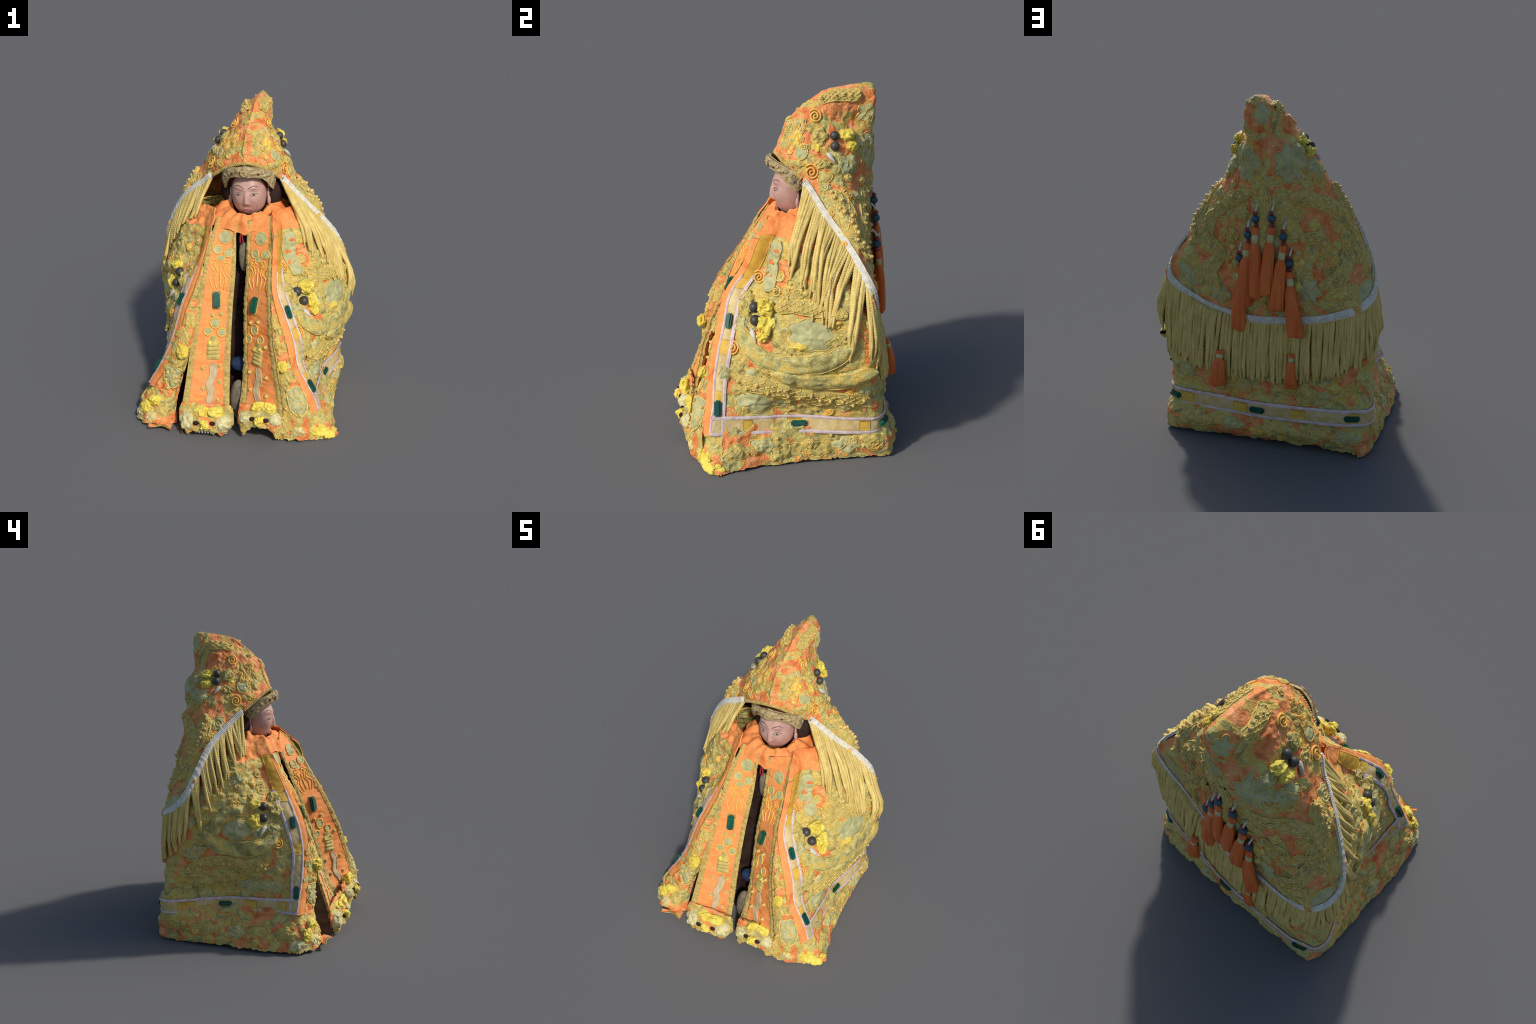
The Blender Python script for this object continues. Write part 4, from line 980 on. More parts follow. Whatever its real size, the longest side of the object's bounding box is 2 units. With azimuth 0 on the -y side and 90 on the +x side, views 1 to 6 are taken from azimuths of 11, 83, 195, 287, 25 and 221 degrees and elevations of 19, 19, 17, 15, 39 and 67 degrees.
# left of the robe
serpent("dragon_coil", [(-0.430, -0.200, 0.755), (-0.514, -0.133, 0.679), (-0.574, 0.015, 0.657), (-0.618, 0.166, 0.690), (-0.632, 0.250, 0.780)], 0.055, 0.022, M_COIL, ROBEB, ROBE_OB, scales=False, out=L_)
serpent("dragon_coil", [(-0.517, -0.005, 0.914), (-0.568, 0.086, 0.907), (-0.608, 0.165, 0.838), (-0.61, 0.17, 0.76)], 0.045, 0.018, M_COIL, ROBEB, ROBE_OB, scales=False, out=L_)
serpent("dragon_scales", [(-0.645, 0.380, 0.500), (-0.645, 0.268, 0.560), (-0.614, 0.110, 0.572), (-0.588, -0.017, 0.528), (-0.548, -0.155, 0.541)], 0.050, 0.016, M_SAGEY, ROBEB, ROBE_OB, scales=True, studs=12, out=L_)
patch("cloud_field", (-0.572, 0.045, 0.785), 0.10, 0.07, M_SAGE, ROBEB, 0.008, 0, parent=ROBE_OB, seed=91, out=L_)
patch("wave_patch", (-0.585, -0.070, 0.400), 0.13, 0.045, M_SAGE, ROBEB, 0.010, 9, 0.2, parent=ROBE_OB, seed=92, inner="swirl", out=L_)
for k, (p, w, h, m) in enumerate([((-0.521, -0.225, 0.515), 0.035, 0.055, M_SAGE), ((-0.627, 0.232, 0.445), 0.08, 0.035, M_SAGEY), ((-0.60, 0.08, 0.46), 0.09, 0.025, M_SAGEY), ((-0.56, -0.21, 0.40), 0.05, 0.05, M_SAGE), ((-0.44, 0.03, 1.04), 0.05, 0.045, M_SAGEY), ((-0.36, -0.05, 1.04), 0.04, 0.035, M_SAGEY), ((-0.63, 0.33, 0.62), 0.06, 0.04, M_SAGE), ((-0.42, 0.06, 1.10), 0.04, 0.04, M_SAGE)]):
    patch("cloud_patch", p, w, h, m, ROBEB, 0.010, 4 + k % 4, 0.4, parent=ROBE_OB, seed=100 + k, inner=("swirl", None, "spiral")[k % 3], out=L_)
for k, p in enumerate([(-0.375, -0.067, 1.005), (-0.468, 0.054, 1.059), (-0.453, -0.030, 0.995), (-0.306, -0.033, 1.11)]):
    patch("scale_ring", p, 0.025, 0.024, M_SAGEY, ROBEB, 0.006, cord=0.005, parent=ROBE_OB, seed=110 + k, out=L_); stud_at(p, ROBEB, 0.010, ROBE_OB, L_)
spiral_cord("gold_spiral", (-0.456, -0.228, 0.683), 0.036, ROBEB, ROBE_OB, out=(-0.7, -0.7, 0.1))

# back and sides of the cape
for sgn, p in ((1, (0.118, 0.500, 1.640)), (-1, (-0.146, 0.482, 1.645))):
    patch("dragon_mane", p, 0.085, 0.105, M_SAGE, CAPEB, 0.016, 7, 0.22, parent=CAPE_OB, seed=121 + sgn, inner="swirl", out=(sgn * 0.3, 1, 0.1))
BODIES = [([(0.06, 0.509, 1.475), (0.194, 0.499, 1.422), (0.321, 0.462, 1.320), (0.366, 0.464, 1.172), (0.269, 0.500, 1.090), (0.327, 0.500, 0.979), (0.248, 0.522, 0.888)], 0.052, 16),
          ([(-0.150, 0.507, 1.470), (-0.280, 0.478, 1.445), (-0.399, 0.448, 1.372), (-0.477, 0.474, 1.246), (-0.467, 0.530, 1.123), (-0.436, 0.565, 1.032), (-0.339, 0.568, 0.985)], 0.056, 18)]
for pts, w, ns in BODIES:
    serpent("dragon_scales", pts, w, 0.016, M_COIL, CAPEB, CAPE_OB, scales=True, studs=ns, out=B_, n=90)
serpent("dragon_scales", [(-0.215, 0.525, 1.235), (-0.323, 0.520, 1.245), (-0.372, 0.530, 1.165)], 0.035, 0.012, M_COIL, CAPEB, CAPE_OB, scales=True, studs=5, out=B_, n=40)
serpent("dragon_scales", [(0.162, 0.505, 1.245), (0.215, 0.500, 1.165)], 0.032, 0.012, M_COIL, CAPEB, CAPE_OB, scales=True, studs=3, out=B_, n=30)
serpent("dragon_scales", [(0.310, 0.230, 1.470), (0.375, 0.290, 1.375), (0.425, 0.325, 1.285), (0.475, 0.385, 1.185), (0.505, 0.40, 1.12)], 0.062, 0.016, M_COIL, CAPEB, CAPE_OB, scales=True, studs=14, out=R_, sr=0.013)
serpent("dragon_scales", [(-0.350, 0.300, 1.510), (-0.425, 0.300, 1.410), (-0.490, 0.340, 1.330), (-0.545, 0.40, 1.22), (-0.60, 0.415, 1.10)], 0.062, 0.016, M_COIL, CAPEB, CAPE_OB, scales=True, studs=16, out=L_, sr=0.011)
for k, (p, w, h) in enumerate([((0.485, 0.475, 0.945), 0.09, 0.035), ((-0.60, 0.505, 0.960), 0.085, 0.04)]):
    patch("plain_corner", p, w, h, M_SAGE, CAPEB, 0.006, ang=(-0.9, 0.8)[k], cord=0.004, parent=CAPE_OB, out=((0.5, 1, 0), (-0.6, 1, 0))[k])
serpent("centre_figure", [(-0.005, 0.500, 1.520), (-0.013, 0.515, 1.387), (-0.018, 0.530, 1.136), (-0.028, 0.556, 0.856)], 0.055, 0.012, M_COIL, CAPEB, CAPE_OB, scales=True, out=B_, n=60, taper=0.4)
for k, (p, w, h, m) in enumerate([((0.265, 0.516, 0.860), 0.07, 0.045, M_SAGE), ((-0.282, 0.561, 0.95), 0.06, 0.07, M_SAGE), ((-0.50, 0.56, 0.975), 0.05, 0.05, M_SAGEY), ((-0.402, 0.588, 0.880), 0.08, 0.035, M_SAGEY), ((0.393, 0.490, 0.955), 0.05, 0.06, M_SAGEY), ((-0.18, 0.517, 1.350), 0.04, 0.05, M_SAGEY), ((0.14, 0.505, 1.350), 0.04, 0.05, M_SAGEY), ((0.15, 0.525, 1.0), 0.03, 0.08, M_SAGEY), ((-0.2, 0.54, 1.08), 0.035, 0.08, M_SAGEY), ((0.10, 0.55, 0.82), 0.06, 0.035, M_SAGEY), ((-0.15, 0.57, 0.83), 0.06, 0.035, M_SAGE), ((0.298, 0.19, 1.485), 0.03, 0.03, M_SAGE)]):
    patch("cloud_patch", p, w, h, m, CAPEB, 0.010, 5 + k % 4, 0.4, parent=CAPE_OB, seed=130 + k, inner=("swirl", None, "spiral")[k % 3])

# lower skirt: rolling wave lumps
SKPTS = [(0.611, -0.436, 0.117), (0.616, -0.321, 0.116), (0.603, -0.174, 0.114), (0.596, -0.011, 0.09), (0.596, 0.137, 0.095), (0.614, 0.282, 0.10), (0.620, 0.430, 0.11), (0.388, 0.575, 0.119), (0.143, 0.575, 0.105), (-0.100, 0.580, 0.113), (-0.334, 0.579, 0.120), (-0.538, 0.585, 0.120), (-0.651, 0.454, 0.140), (-0.665, 0.229, 0.130), (-0.679, 0.040, 0.130), (-0.660, -0.135, 0.140), (-0.648, -0.312, 0.120)]
for k, p in enumerate(SKPTS):
    patch("wave_patch", p, rng.uniform(0.06, 0.085), rng.uniform(0.035, 0.05), (M_SAGEY, M_SAGEY, M_SAGE)[k % 3], bvh_of(SKIRT_OB) if k == 0 else SKB, 0.012, 3 + k % 4, 0.4, parent=SKIRT_OB, seed=150 + k, inner=("spiral", "swirl")[k % 2]) if k else None
    if k == 0: SKB = bvh_of(SKIRT_OB)
for k, (p, sz) in enumerate([((0.575, -0.515, 0.055), (0.045, 0.035, 0.020)), ((0.515, -0.54, 0.075), (0.03, 0.03, 0.022)), ((0.62, -0.46, 0.03), (0.05, 0.03, 0.02))]):
    lump("felt_tuft", p, sz, M_YEL, SKB, SKIRT_OB, 170 + k, jag=0.4)
lump("felt_tuft", (-0.585, -0.46, 0.13), (0.035, 0.04, 0.022), M_YEL, SKB, SKIRT_OB, 181, jag=0.4)
lump("felt_tuft", (-0.63, -0.40, 0.06), (0.05, 0.035, 0.02), M_MASK, SKB, SKIRT_OB, 182, jag=0.4)
for p in ((-0.62, 0.2, 0.17), (-0.66, 0.33, 0.10), (-0.675, 0.1, 0.09), (-0.67, -0.05, 0.1), (-0.655, -0.2, 0.17), (-0.66, -0.25, 0.09), (0.60, -0.1, 0.16), (0.60, 0.2, 0.15), (0.62, 0.36, 0.09)):
    stud_at(p, SKB, 0.010, SKIRT_OB)
# --------------------------------------------------------------- borders, hem bands, piping and stones of the robe
def robe_pt(u, z, lift=0.0):
    """point on the finished robe at control parameter u (0..16) and height z"""
    i = np.clip(u / 16 * (NUR - 1), 0, NUR - 1.001); i0 = int(i); fi = i - i0
    zb = robe_zb[i0] * (1 - fi) + robe_zb[i0 + 1] * fi
    j = np.clip((z - zb) / (1.33 - zb) * (NVR - 1), 0, NVR - 1.001); j0 = int(j); fj = j - j0
    def bl(A): return (A[j0, i0] * (1 - fi) + A[j0, i0 + 1] * fi) * (1 - fj) + (A[j0 + 1, i0] * (1 - fi) + A[j0 + 1, i0 + 1] * fi) * fj
    n = bl(RN); n = n / np.linalg.norm(n)
    return bl(RGD) + n * lift
RN = grid_normals(RG)
def robe_zbot(u): return float(np.interp(u, uu, robe_zb))
def robe_ribbon(name, uz_a, uz_b, n, m, lift, mat, parent, dome=0.0, thick=0.006):
    """ribbon between two (u,z) lines on the robe"""
    A = ctrl_lin(uz_a, n); Bq = ctrl_lin(uz_b, n)
    G = np.zeros((n, m, 3))
    for i in range(n):
        for j in range(m):
            s = j / (m - 1); u, z = A[i] * (1 - s) + Bq[i] * s
            G[i, j] = robe_pt(u, z, lift + dome * math.sin(math.pi * s))
    N = grid_normals(G)
    c = G - np.array([0, 0.1, 0]); flip = (N[..., :2] * c[..., :2]).sum() < 0
    v, f = thick_sheet(G, thick, flip=flip)
    return add(name, v, f, [mat], parent=parent)
def ctrl_lin(p, n):
    P = np.asarray(p, float); t = np.linspace(0, len(P) - 1, n); i = np.minimum(t.astype(int), len(P) - 2); f = (t - i)[:, None]
    return P[i] * (1 - f) + P[i + 1] * f
zr, zl = 0.18, 0.24
for (ue, ui, um, zb) in ((1.0, 1.72, 0.0, zr), (15.0, 14.28, 16.0, zl)):
    robe_ribbon("orange_border", [(um, zb), (um, 1.20)], [(ue, zb), (ue, 1.20)], 120, 8, 0.004, M_STOLE, ROBE_OB)
    robe_ribbon("front_band", [(ue, zb + 0.01), (ue, 0.98)], [(ui, zb + 0.01), (ui, 0.98)], 110, 9, 0.004, M_BAND, ROBE_OB, 0.003)
    robe_ribbon("band_lining", [(ue, 0.985), (ue, 1.22)], [(ui, 0.985), (ui, 1.22)], 40, 9, 0.004, M_LIN, ROBE_OB, 0.003)
    for z0, z1 in ((0.93, 0.985), (0.60, 0.67), (0.34, 0.40)):
        robe_ribbon("band_block", [(ue * 0.86 + ui * 0.14, z0), (ue * 0.86 + ui * 0.14, z1)], [(ue * 0.14 + ui * 0.86, z0), (ue * 0.14 + ui * 0.86, z1)], 16, 8, 0.009, M_BANDY, ROBE_OB, 0.002)
    for u0, u1 in ((ue - 0.04 * np.sign(ui - ue), ue + 0.13 * np.sign(ui - ue)), (ui - 0.10 * np.sign(ui - ue), ui + 0.08 * np.sign(ui - ue))):
        robe_ribbon("lilac_piping", [(u0, zb + 0.005), (u0, 1.15 if u0 == ue else 1.0)], [(u1, zb + 0.005), (u1, 1.15 if u0 == ue else 1.0)], 120, 5, 0.008, M_LILAC, ROBE_OB, 0.004)
us = np.linspace(1.0, 15.0, 17)
bot = [(u, robe_zbot(u) + 0.012) for u in us]; top = [(u, robe_zbot(u) + 0.098) for u in us]
robe_ribbon("hem_band", bot, top, 340, 8, 0.006, M_BAND, ROBE_OB, 0.003)
for lo, hi in ((0.006, 0.024), (0.088, 0.106)):
    robe_ribbon("lilac_piping", [(u, robe_zbot(u) + lo) for u in us], [(u, robe_zbot(u) + hi) for u in us], 340, 5, 0.010, M_LILAC, ROBE_OB, 0.004)
for k, u in enumerate(np.arange(1.9, 14.4, 0.62)):
    if k % 2: robe_ribbon("band_block", [(u, robe_zbot(u) + 0.026), (u + 0.3, robe_zbot(u + 0.3) + 0.026)], [(u, robe_zbot(u) + 0.086), (u + 0.3, robe_zbot(u + 0.3) + 0.086)], 14, 6, 0.0105, M_BANDY, ROBE_OB, 0.002)
ONLYROBE = bvh_of(ROBE_OB)
fr, fl = (0.8, -0.6, 0.1), (-0.8, -0.6, 0.1)
for u, z, w, h, o in ((1.36, 0.765, 0.017, 0.042, fr), (1.36, 0.315, 0.018, 0.044, fr), (14.64, 0.800, 0.016, 0.040, fl), (14.64, 0.365, 0.017, 0.044, fl)):
    gem(robe_pt(u, z), ONLYROBE, w, h, ROBE_OB, o, d=0.018)
for u, o in ((4.0, R_), (6.02, (0.7, 0.7, 0.1)), (8.0, B_), (10.05, (-0.4, 0.9, 0.1)), (12.0, L_)):
    gem(robe_pt(u, robe_zbot(u) + 0.055), ONLYROBE, 0.044, 0.017, ROBE_OB, o, d=0.018)

# --------------------------------------------------------------- stole trims and motifs
def strip_from_grid(name, G, n_, c0, c1, lift, mat, parent, rows=None, edge=0.0):
    nt, ns, _ = G.shape
    cols = np.linspace(c0 * (ns - 1), c1 * (ns - 1), 7)
    H = np.zeros((nt, 7, 3))
    for k, c in enumerate(cols):
        i0 = int(max(0, min(c, ns - 2))); f = c - i0
        H[:, k] = G[:, i0] * (1 - f) + G[:, i0 + 1] * f + n_ * (lift + 0.005 * math.sin(math.pi * k / 6))
    P = H.reshape(-1, 3); H = (P + np.repeat(n_, 7, 0) * (0.003 * vnoise(P, 70, 7) + 0.0015 * vnoise(P, 140, 8))[:, None]).reshape(H.shape)
    fl = (grid_normals(H)[..., 1]).mean() > 0
    v, f = thick_sheet(H, 0.018, flip=fl)
    return add(name, v, f, [mat], parent=parent)
for G, n_, ob in ((SL, nL, STOLES[0]), (SR, nR, STOLES[1])):
    strip_from_grid("braid_trim", G, n_, -0.03, 0.125, 0.003, M_TRIM, ob)
    strip_from_grid("braid_trim", G, n_, 0.885, 1.03, 0.003, M_TRIM, ob)
def SO(p): return None
fo = (0, -1, 0.3)
def stole_motifs(ob, disc, wings, knot, g, tref, drum, rib, studs, w):
    patch("moon_disc", disc, 0.042 * w, 0.042, M_SAGE, STOLEB, 0.006, cord=0.0045, parent=ob, out=fo, rough=0)
    for k, p in enumerate(wings): patch("petal_disc", p, 0.030 * w, 0.026, M_SAGE, STOLEB, 0.005, cord=0.006, cmat=M_CORD, parent=ob, out=fo, seed=3 + k, ang=(-0.4, 0.4)[k])
    top, bt = np.array(knot[0]), np.array(knot[1])
    paths = [[top, (top + bt) / 2, bt]]
    for s in (-1, 1):
        for q in (0.35, 0.65):
            x = s * 0.065 * w * q
            paths.append([top + [x * 0.3, 0, 0.03], top + [x * 1.5, 0.002, 0.015], top * 0.7 + bt * 0.3 + [x * 0.8, 0, 0], top * 0.4 + bt * 0.6 + [x * 1.5, 0, 0], bt + [x * 0.9, 0, -0.005 - 0.02 * q]])
        paths.append([top + [s * 0.01, 0, 0.02], top + [s * 0.035 * w, 0, 0.045], top + [s * 0.05 * w, 0, 0.02], top + [s * 0.03 * w, 0, 0.0], top + [s * 0.008, 0, 0.005]])
    cords("knot_cord", paths, STOLEB, 0.0043, M_GOLDO, ob, out=fo)
    patch("knot_leaf", top + [0, 0, 0.055], 0.028 * w, 0.018, M_SAGE, STOLEB, 0.005, cord=0.004, cmat=M_GOLDO, parent=ob, out=fo)
    gem(g, STOLEB, 0.021 * (0.6 + 0.4 * w), 0.050, ob, fo, d=0.020)
    for k, p in enumerate(tref): patch("petal_disc", p, (0.030, 0.026, 0.026)[k] * w, (0.034, 0.026, 0.026)[k], M_SAGE, STOLEB, 0.005, cord=0.0065, cmat=M_GOLDO, parent=ob, out=fo)
    S = Spot(drum, STOLEB, fo)
    # ridged drum: rectangular pad with cross ribs, broader at the foot
    Bg = Bag(); nx, ny = 14, 40; V = np.zeros((ny, nx, 3))
    for j in range(ny):
        y = 1 - 2 * j / (ny - 1); ww = 0.042 * w * (1.0 - 0.12 * y)
        for i in range(nx):
            x = -1 + 2 * i / (nx - 1)
            hh = 0.012 * (1 - x ** 4) * (1 - y ** 10) + (0.003 * math.sin(y * 16) if abs(y) < 0.75 else 0)
            V[j, i] = S.at(ww * x, 0.062 * y, hh - (0.004 if abs(x) > 0.99 or abs(y) > 0.99 else 0))
    Bg.put(V.reshape(-1, 3), grid_faces(ny, nx, flip=True)); Bg.make("ridged_drum", [M_SAGEY], ob)
    patch("drum_knob", (drum[0], drum[1], drum[2] + 0.075), 0.024 * w, 0.016, M_SAGEY, STOLEB, 0.008, cord=0.003, parent=ob, out=fo)
    for s in (-1, 1): patch("drum_knob", (drum[0] + s * 0.02 * w, drum[1], drum[2] + 0.042), 0.018 * w, 0.016, M_YEL, STOLEB, 0.016, cord=0.003, parent=ob, out=fo)
    serpent("drum_ribbon", rib, 0.024 * (0.5 + 0.5 * w), 0.007, M_RIB, STOLEB, ob, scales=False, out=fo, n=40, taper=0.9, emat=M_RIB)
    for p in studs: stud_at(p, STOLEB, 0.0115, ob, fo)
M_RIB = two_tone("beige_ribbon", (0.44, 0.33, 0.17), (0.58, 0.46, 0.28), 24, 0.7, stretch=(2, 2, 0.3))
stole_motifs(STOLES[0], (-0.092, -0.131, 1.170), [(-0.138, -0.172, 1.098), (-0.066, -0.160, 1.075)], [(-0.112, -0.225, 1.005), (-0.104, -0.268, 0.880)], (-0.124, -0.300, 0.808), [(-0.125, -0.349, 0.673), (-0.169, -0.372, 0.625), (-0.083, -0.357, 0.616)], (-0.132, -0.411, 0.515), [(-0.134, -0.436, 0.440), (-0.123, -0.453, 0.372), (-0.147, -0.479, 0.315), (-0.133, -0.493, 0.256), (-0.150, -0.516, 0.190)],
             [(-0.143, -0.335, 0.719), (-0.090, -0.324, 0.726), (-0.190, -0.449, 0.407), (-0.085, -0.427, 0.420), (-0.085, -0.458, 0.325), (-0.183, -0.495, 0.287), (-0.090, -0.501, 0.219)], 1.0)
stole_motifs(STOLES[1], (0.144, -0.154, 1.176), [(0.110, -0.191, 1.085), (0.181, -0.220, 1.095)], [(0.136, -0.237, 1.010), (0.132, -0.286, 0.900)], (0.127, -0.325, 0.795), [(0.133, -0.376, 0.653), (0.094, -0.365, 0.585), (0.180, -0.432, 0.610)], (0.160, -0.443, 0.503), [(0.160, -0.453, 0.433), (0.173, -0.477, 0.370), (0.157, -0.484, 0.289), (0.186, -0.526, 0.200)],
             [(0.104, -0.342, 0.686), (0.157, -0.372, 0.704), (0.215, -0.451, 0.574), (0.105, -0.442, 0.393), (0.224, -0.493, 0.389), (0.115, -0.468, 0.287), (0.225, -0.517, 0.275), (0.130, -0.516, 0.195)], 0.95)

# --------------------------------------------------------------- front panels between stoles and robe
UB_R, UB_L = bvh_of(UR_OB), bvh_of(UL_OB)
patch("scale_oval", (0.420, -0.552, 0.265), 0.060, 0.10, M_SAGE, UB_R, 0.012, cord=0.006, parent=UR_OB, seed=201, inner="swirl", out=F_, ang=0.2)
for p in ((0.44, -0.56, 0.31), (0.45, -0.57, 0.25), (0.44, -0.57, 0.19), (0.38, -0.55, 0.30), (0.355, -0.55, 0.22), (0.36, -0.53, 0.33), (0.34, -0.55, 0.16), (0.275, -0.45, 0.62), (0.27, -0.42, 0.69), (0.30, -0.48, 0.54)): stud_at(p, UB_R, 0.012, UR_OB, F_)
lump("felt_flower", (0.325, -0.500, 0.475), (0.030, 0.036, 0.028), M_YEL, UB_R, UR_OB, 211, F_)
for k, (p, w, h, m) in enumerate([((0.345, -0.53, 0.40), 0.035, 0.05, M_SAGEY), ((0.285, -0.45, 0.61), 0.02, 0.06, M_SAGEY), ((0.265, -0.41, 0.72), 0.018, 0.05, M_SAGEY), ((0.34, -0.57, 0.10), 0.03, 0.05, M_SAGEY), ((0.43, -0.58, 0.08), 0.04, 0.03, M_MASK)]):
    patch("cloud_patch", p, w, h, m, UB_R, 0.010, 6, 0.4, parent=UR_OB, seed=220 + k, inner="swirl", out=F_)
zz = [(0.285 + 0.012 * (i % 2) + 0.0075 * i, -0.42, 0.74 - 0.022 * i) for i in range(13)]
cords("zigzag_cord", [zz], UB_R, 0.004, M_CORD, UR_OB, n=90, out=F_)
patch("scale_oval", (-0.388, -0.453, 0.335), 0.068, 0.075, M_SAGE, UB_L, 0.012, cord=0.006, parent=UL_OB, seed=231, inner="swirl", out=F_)
for p in ((-0.42, -0.45, 0.355), (-0.37, -0.46, 0.365), (-0.365, -0.46, 0.335), (-0.43, -0.45, 0.305), (-0.37, -0.46, 0.30), (-0.42, -0.47, 0.255), (-0.30, -0.43, 0.62), (-0.29, -0.40, 0.68)): stud_at(p, UB_L, 0.012, UL_OB, F_)
lump("felt_flower", (-0.315, -0.432, 0.510), (0.032, 0.042, 0.032), M_YEL, UB_L, UL_OB, 241, F_, off=(0, 0, 0.01))
lump("felt_flower", (-0.505, -0.47, 0.165), (0.040, 0.035, 0.028), M_YEL, UB_L, UL_OB, 242, F_, off=(0, 0, 0.01))
for k, (p, w, h, m) in enumerate([((-0.30, -0.40, 0.60), 0.025, 0.055, M_SAGEY), ((-0.285, -0.38, 0.70), 0.022, 0.05, M_SAGEY), ((-0.45, -0.51, 0.11), 0.05, 0.04, M_SAGEY), ((-0.54, -0.47, 0.07), 0.05, 0.035, M_MASK), ((-0.345, -0.44, 0.43), 0.03, 0.03, M_SAGEY)]):
    patch("cloud_patch", p, w, h, m, UB_L, 0.010, 6, 0.4, parent=UL_OB, seed=250 + k, inner="swirl", out=F_)
# torn tongue of cloth lying on the ground at the left corner
t = np.linspace(0, 1, 16); G = np.zeros((16, 5, 3))
for i, q in enumerate(t):
    for j in range(5):
        G[i, j] = (-0.38 - 0.15 * q, -0.535 + 0.016 * (j - 2) * (1 - 0.7 * q) - 0.02 * q + 0.02 * math.sin(q * 3), 0.022 + 0.012 * math.sin(q * 5 + j * 0.4) + 0.02 * q * q)
v, f = thick_sheet(G, 0.006, flip=True); add("torn_hem", v, f, [M_UNDER], parent=UL_OB)

# --------------------------------------------------------------- beast masks at the foot of each stole
def beast_mask(x0, x1, ztop, zbot, y0, yout, parent, seed, arch=0.0, teeth=True):
    nu, nv = 72, 36
    G = np.zeros((nv, nu, 3)); s = np.linspace(-1, 1, nu)
    for j, t in enumerate(np.linspace(0, 1, nv)):
        bx = 0.93 + 0.10 * math.sin(math.pi * t)
        z = ztop - (ztop - zbot - arch * np.clip(1 - (s / 0.75) ** 2, 0, 1)) * t
        z = z + 0.022 * (vnoise(np.stack([s * 5, s * 0, s * 0 + seed], 1), 1.3, seed)) * t * t + 0.02 * s ** 4 * t
        y = y0 + (yout - y0) * np.interp(t, [0, 0.25, 0.6, 0.85, 1], [0, 0.45, 0.95, 1.0, 0.9]) * (1 - 0.75 * s ** 4)
        G[j, :, 0] = (x0 + x1) / 2 + (x1 - x0) / 2 * s * bx; G[j, :, 1] = y; G[j, :, 2] = z
    P = G.reshape(-1, 3); N = grid_normals(G).reshape(-1, 3)
    if N[:, 1].mean() > 0: N = -N
    d = 0.012 * fbm(P, 16, 3, seed) + 0.010 * ridged(P, 18, 2, seed + 3)
    G = (P + N * d[:, None]).reshape(G.shape)
    fl = grid_normals(G)[..., 1].mean() > 0
    v, f = thick_sheet(G, 0.010, flip=fl)
    ob = add("beast_mask", v, f, [M_UNDER], parent=parent)
    T = bvh_of(ob); w = (x1 - x0); cx = (x0 + x1) / 2; zc = (ztop + zbot + arch) / 2
    for sx in (-1, 1):
        patch("mask_ear", (cx + sx * w * 0.36, yout, zc - 0.02), w * 0.15, (ztop - zbot - arch) * 0.36, M_MASK, T, 0.022, parent=ob, out=F_, seed=seed + 5, cord=0.004, cmat=M_MASK)
        lump("mask_brow", (cx + sx * w * 0.13 + 0.02, yout, zc + 0.045), (w * 0.14, 0.030, 0.030), M_YEL, T, ob, seed + 9 + sx, F_, jag=0.45)
        S = Spot((cx + sx * w * 0.15, yout, zc - 0.018), T, F_); B = Bag()
        B.put(*sphere_mesh(np.array(S.p + S.n * 0.004), (0.020, 0.012, 0.014), 12, 8)); B.make("mask_eye_hollow", [M_DARK], ob)
    lump("mask_nose", (cx, yout, zc - 0.025), (0.028, 0.030, 0.030), M_YEL, T, ob, seed + 20, F_, jag=0.35)
    patch("mask_lip", (cx, yout, zc - 0.065), w * 0.22, 0.020, M_SAGEY, T, 0.016, 6, 0.3, parent=ob, out=F_, seed=seed + 21)
    if teeth:
        B = Bag()
        for k in range(7):
            x = cx + (k - 3) * w * 0.055
            B.put(*sphere_mesh((x, yout + 0.012, zbot + arch + 0.004), (0.008, 0.006, 0.022), 6, 6))
        B.make("mask_teeth", [M_FANG], ob, "stuff")
    return ob
beast_mask(-0.320, 0.018, 0.205, 0.018, -0.525, -0.602, STOLES[0], 301, arch=0.03)
beast_mask(0.055, 0.335, 0.225, 0.030, -0.530, -0.602, STOLES[1], 331, arch=0.10, teeth=False)

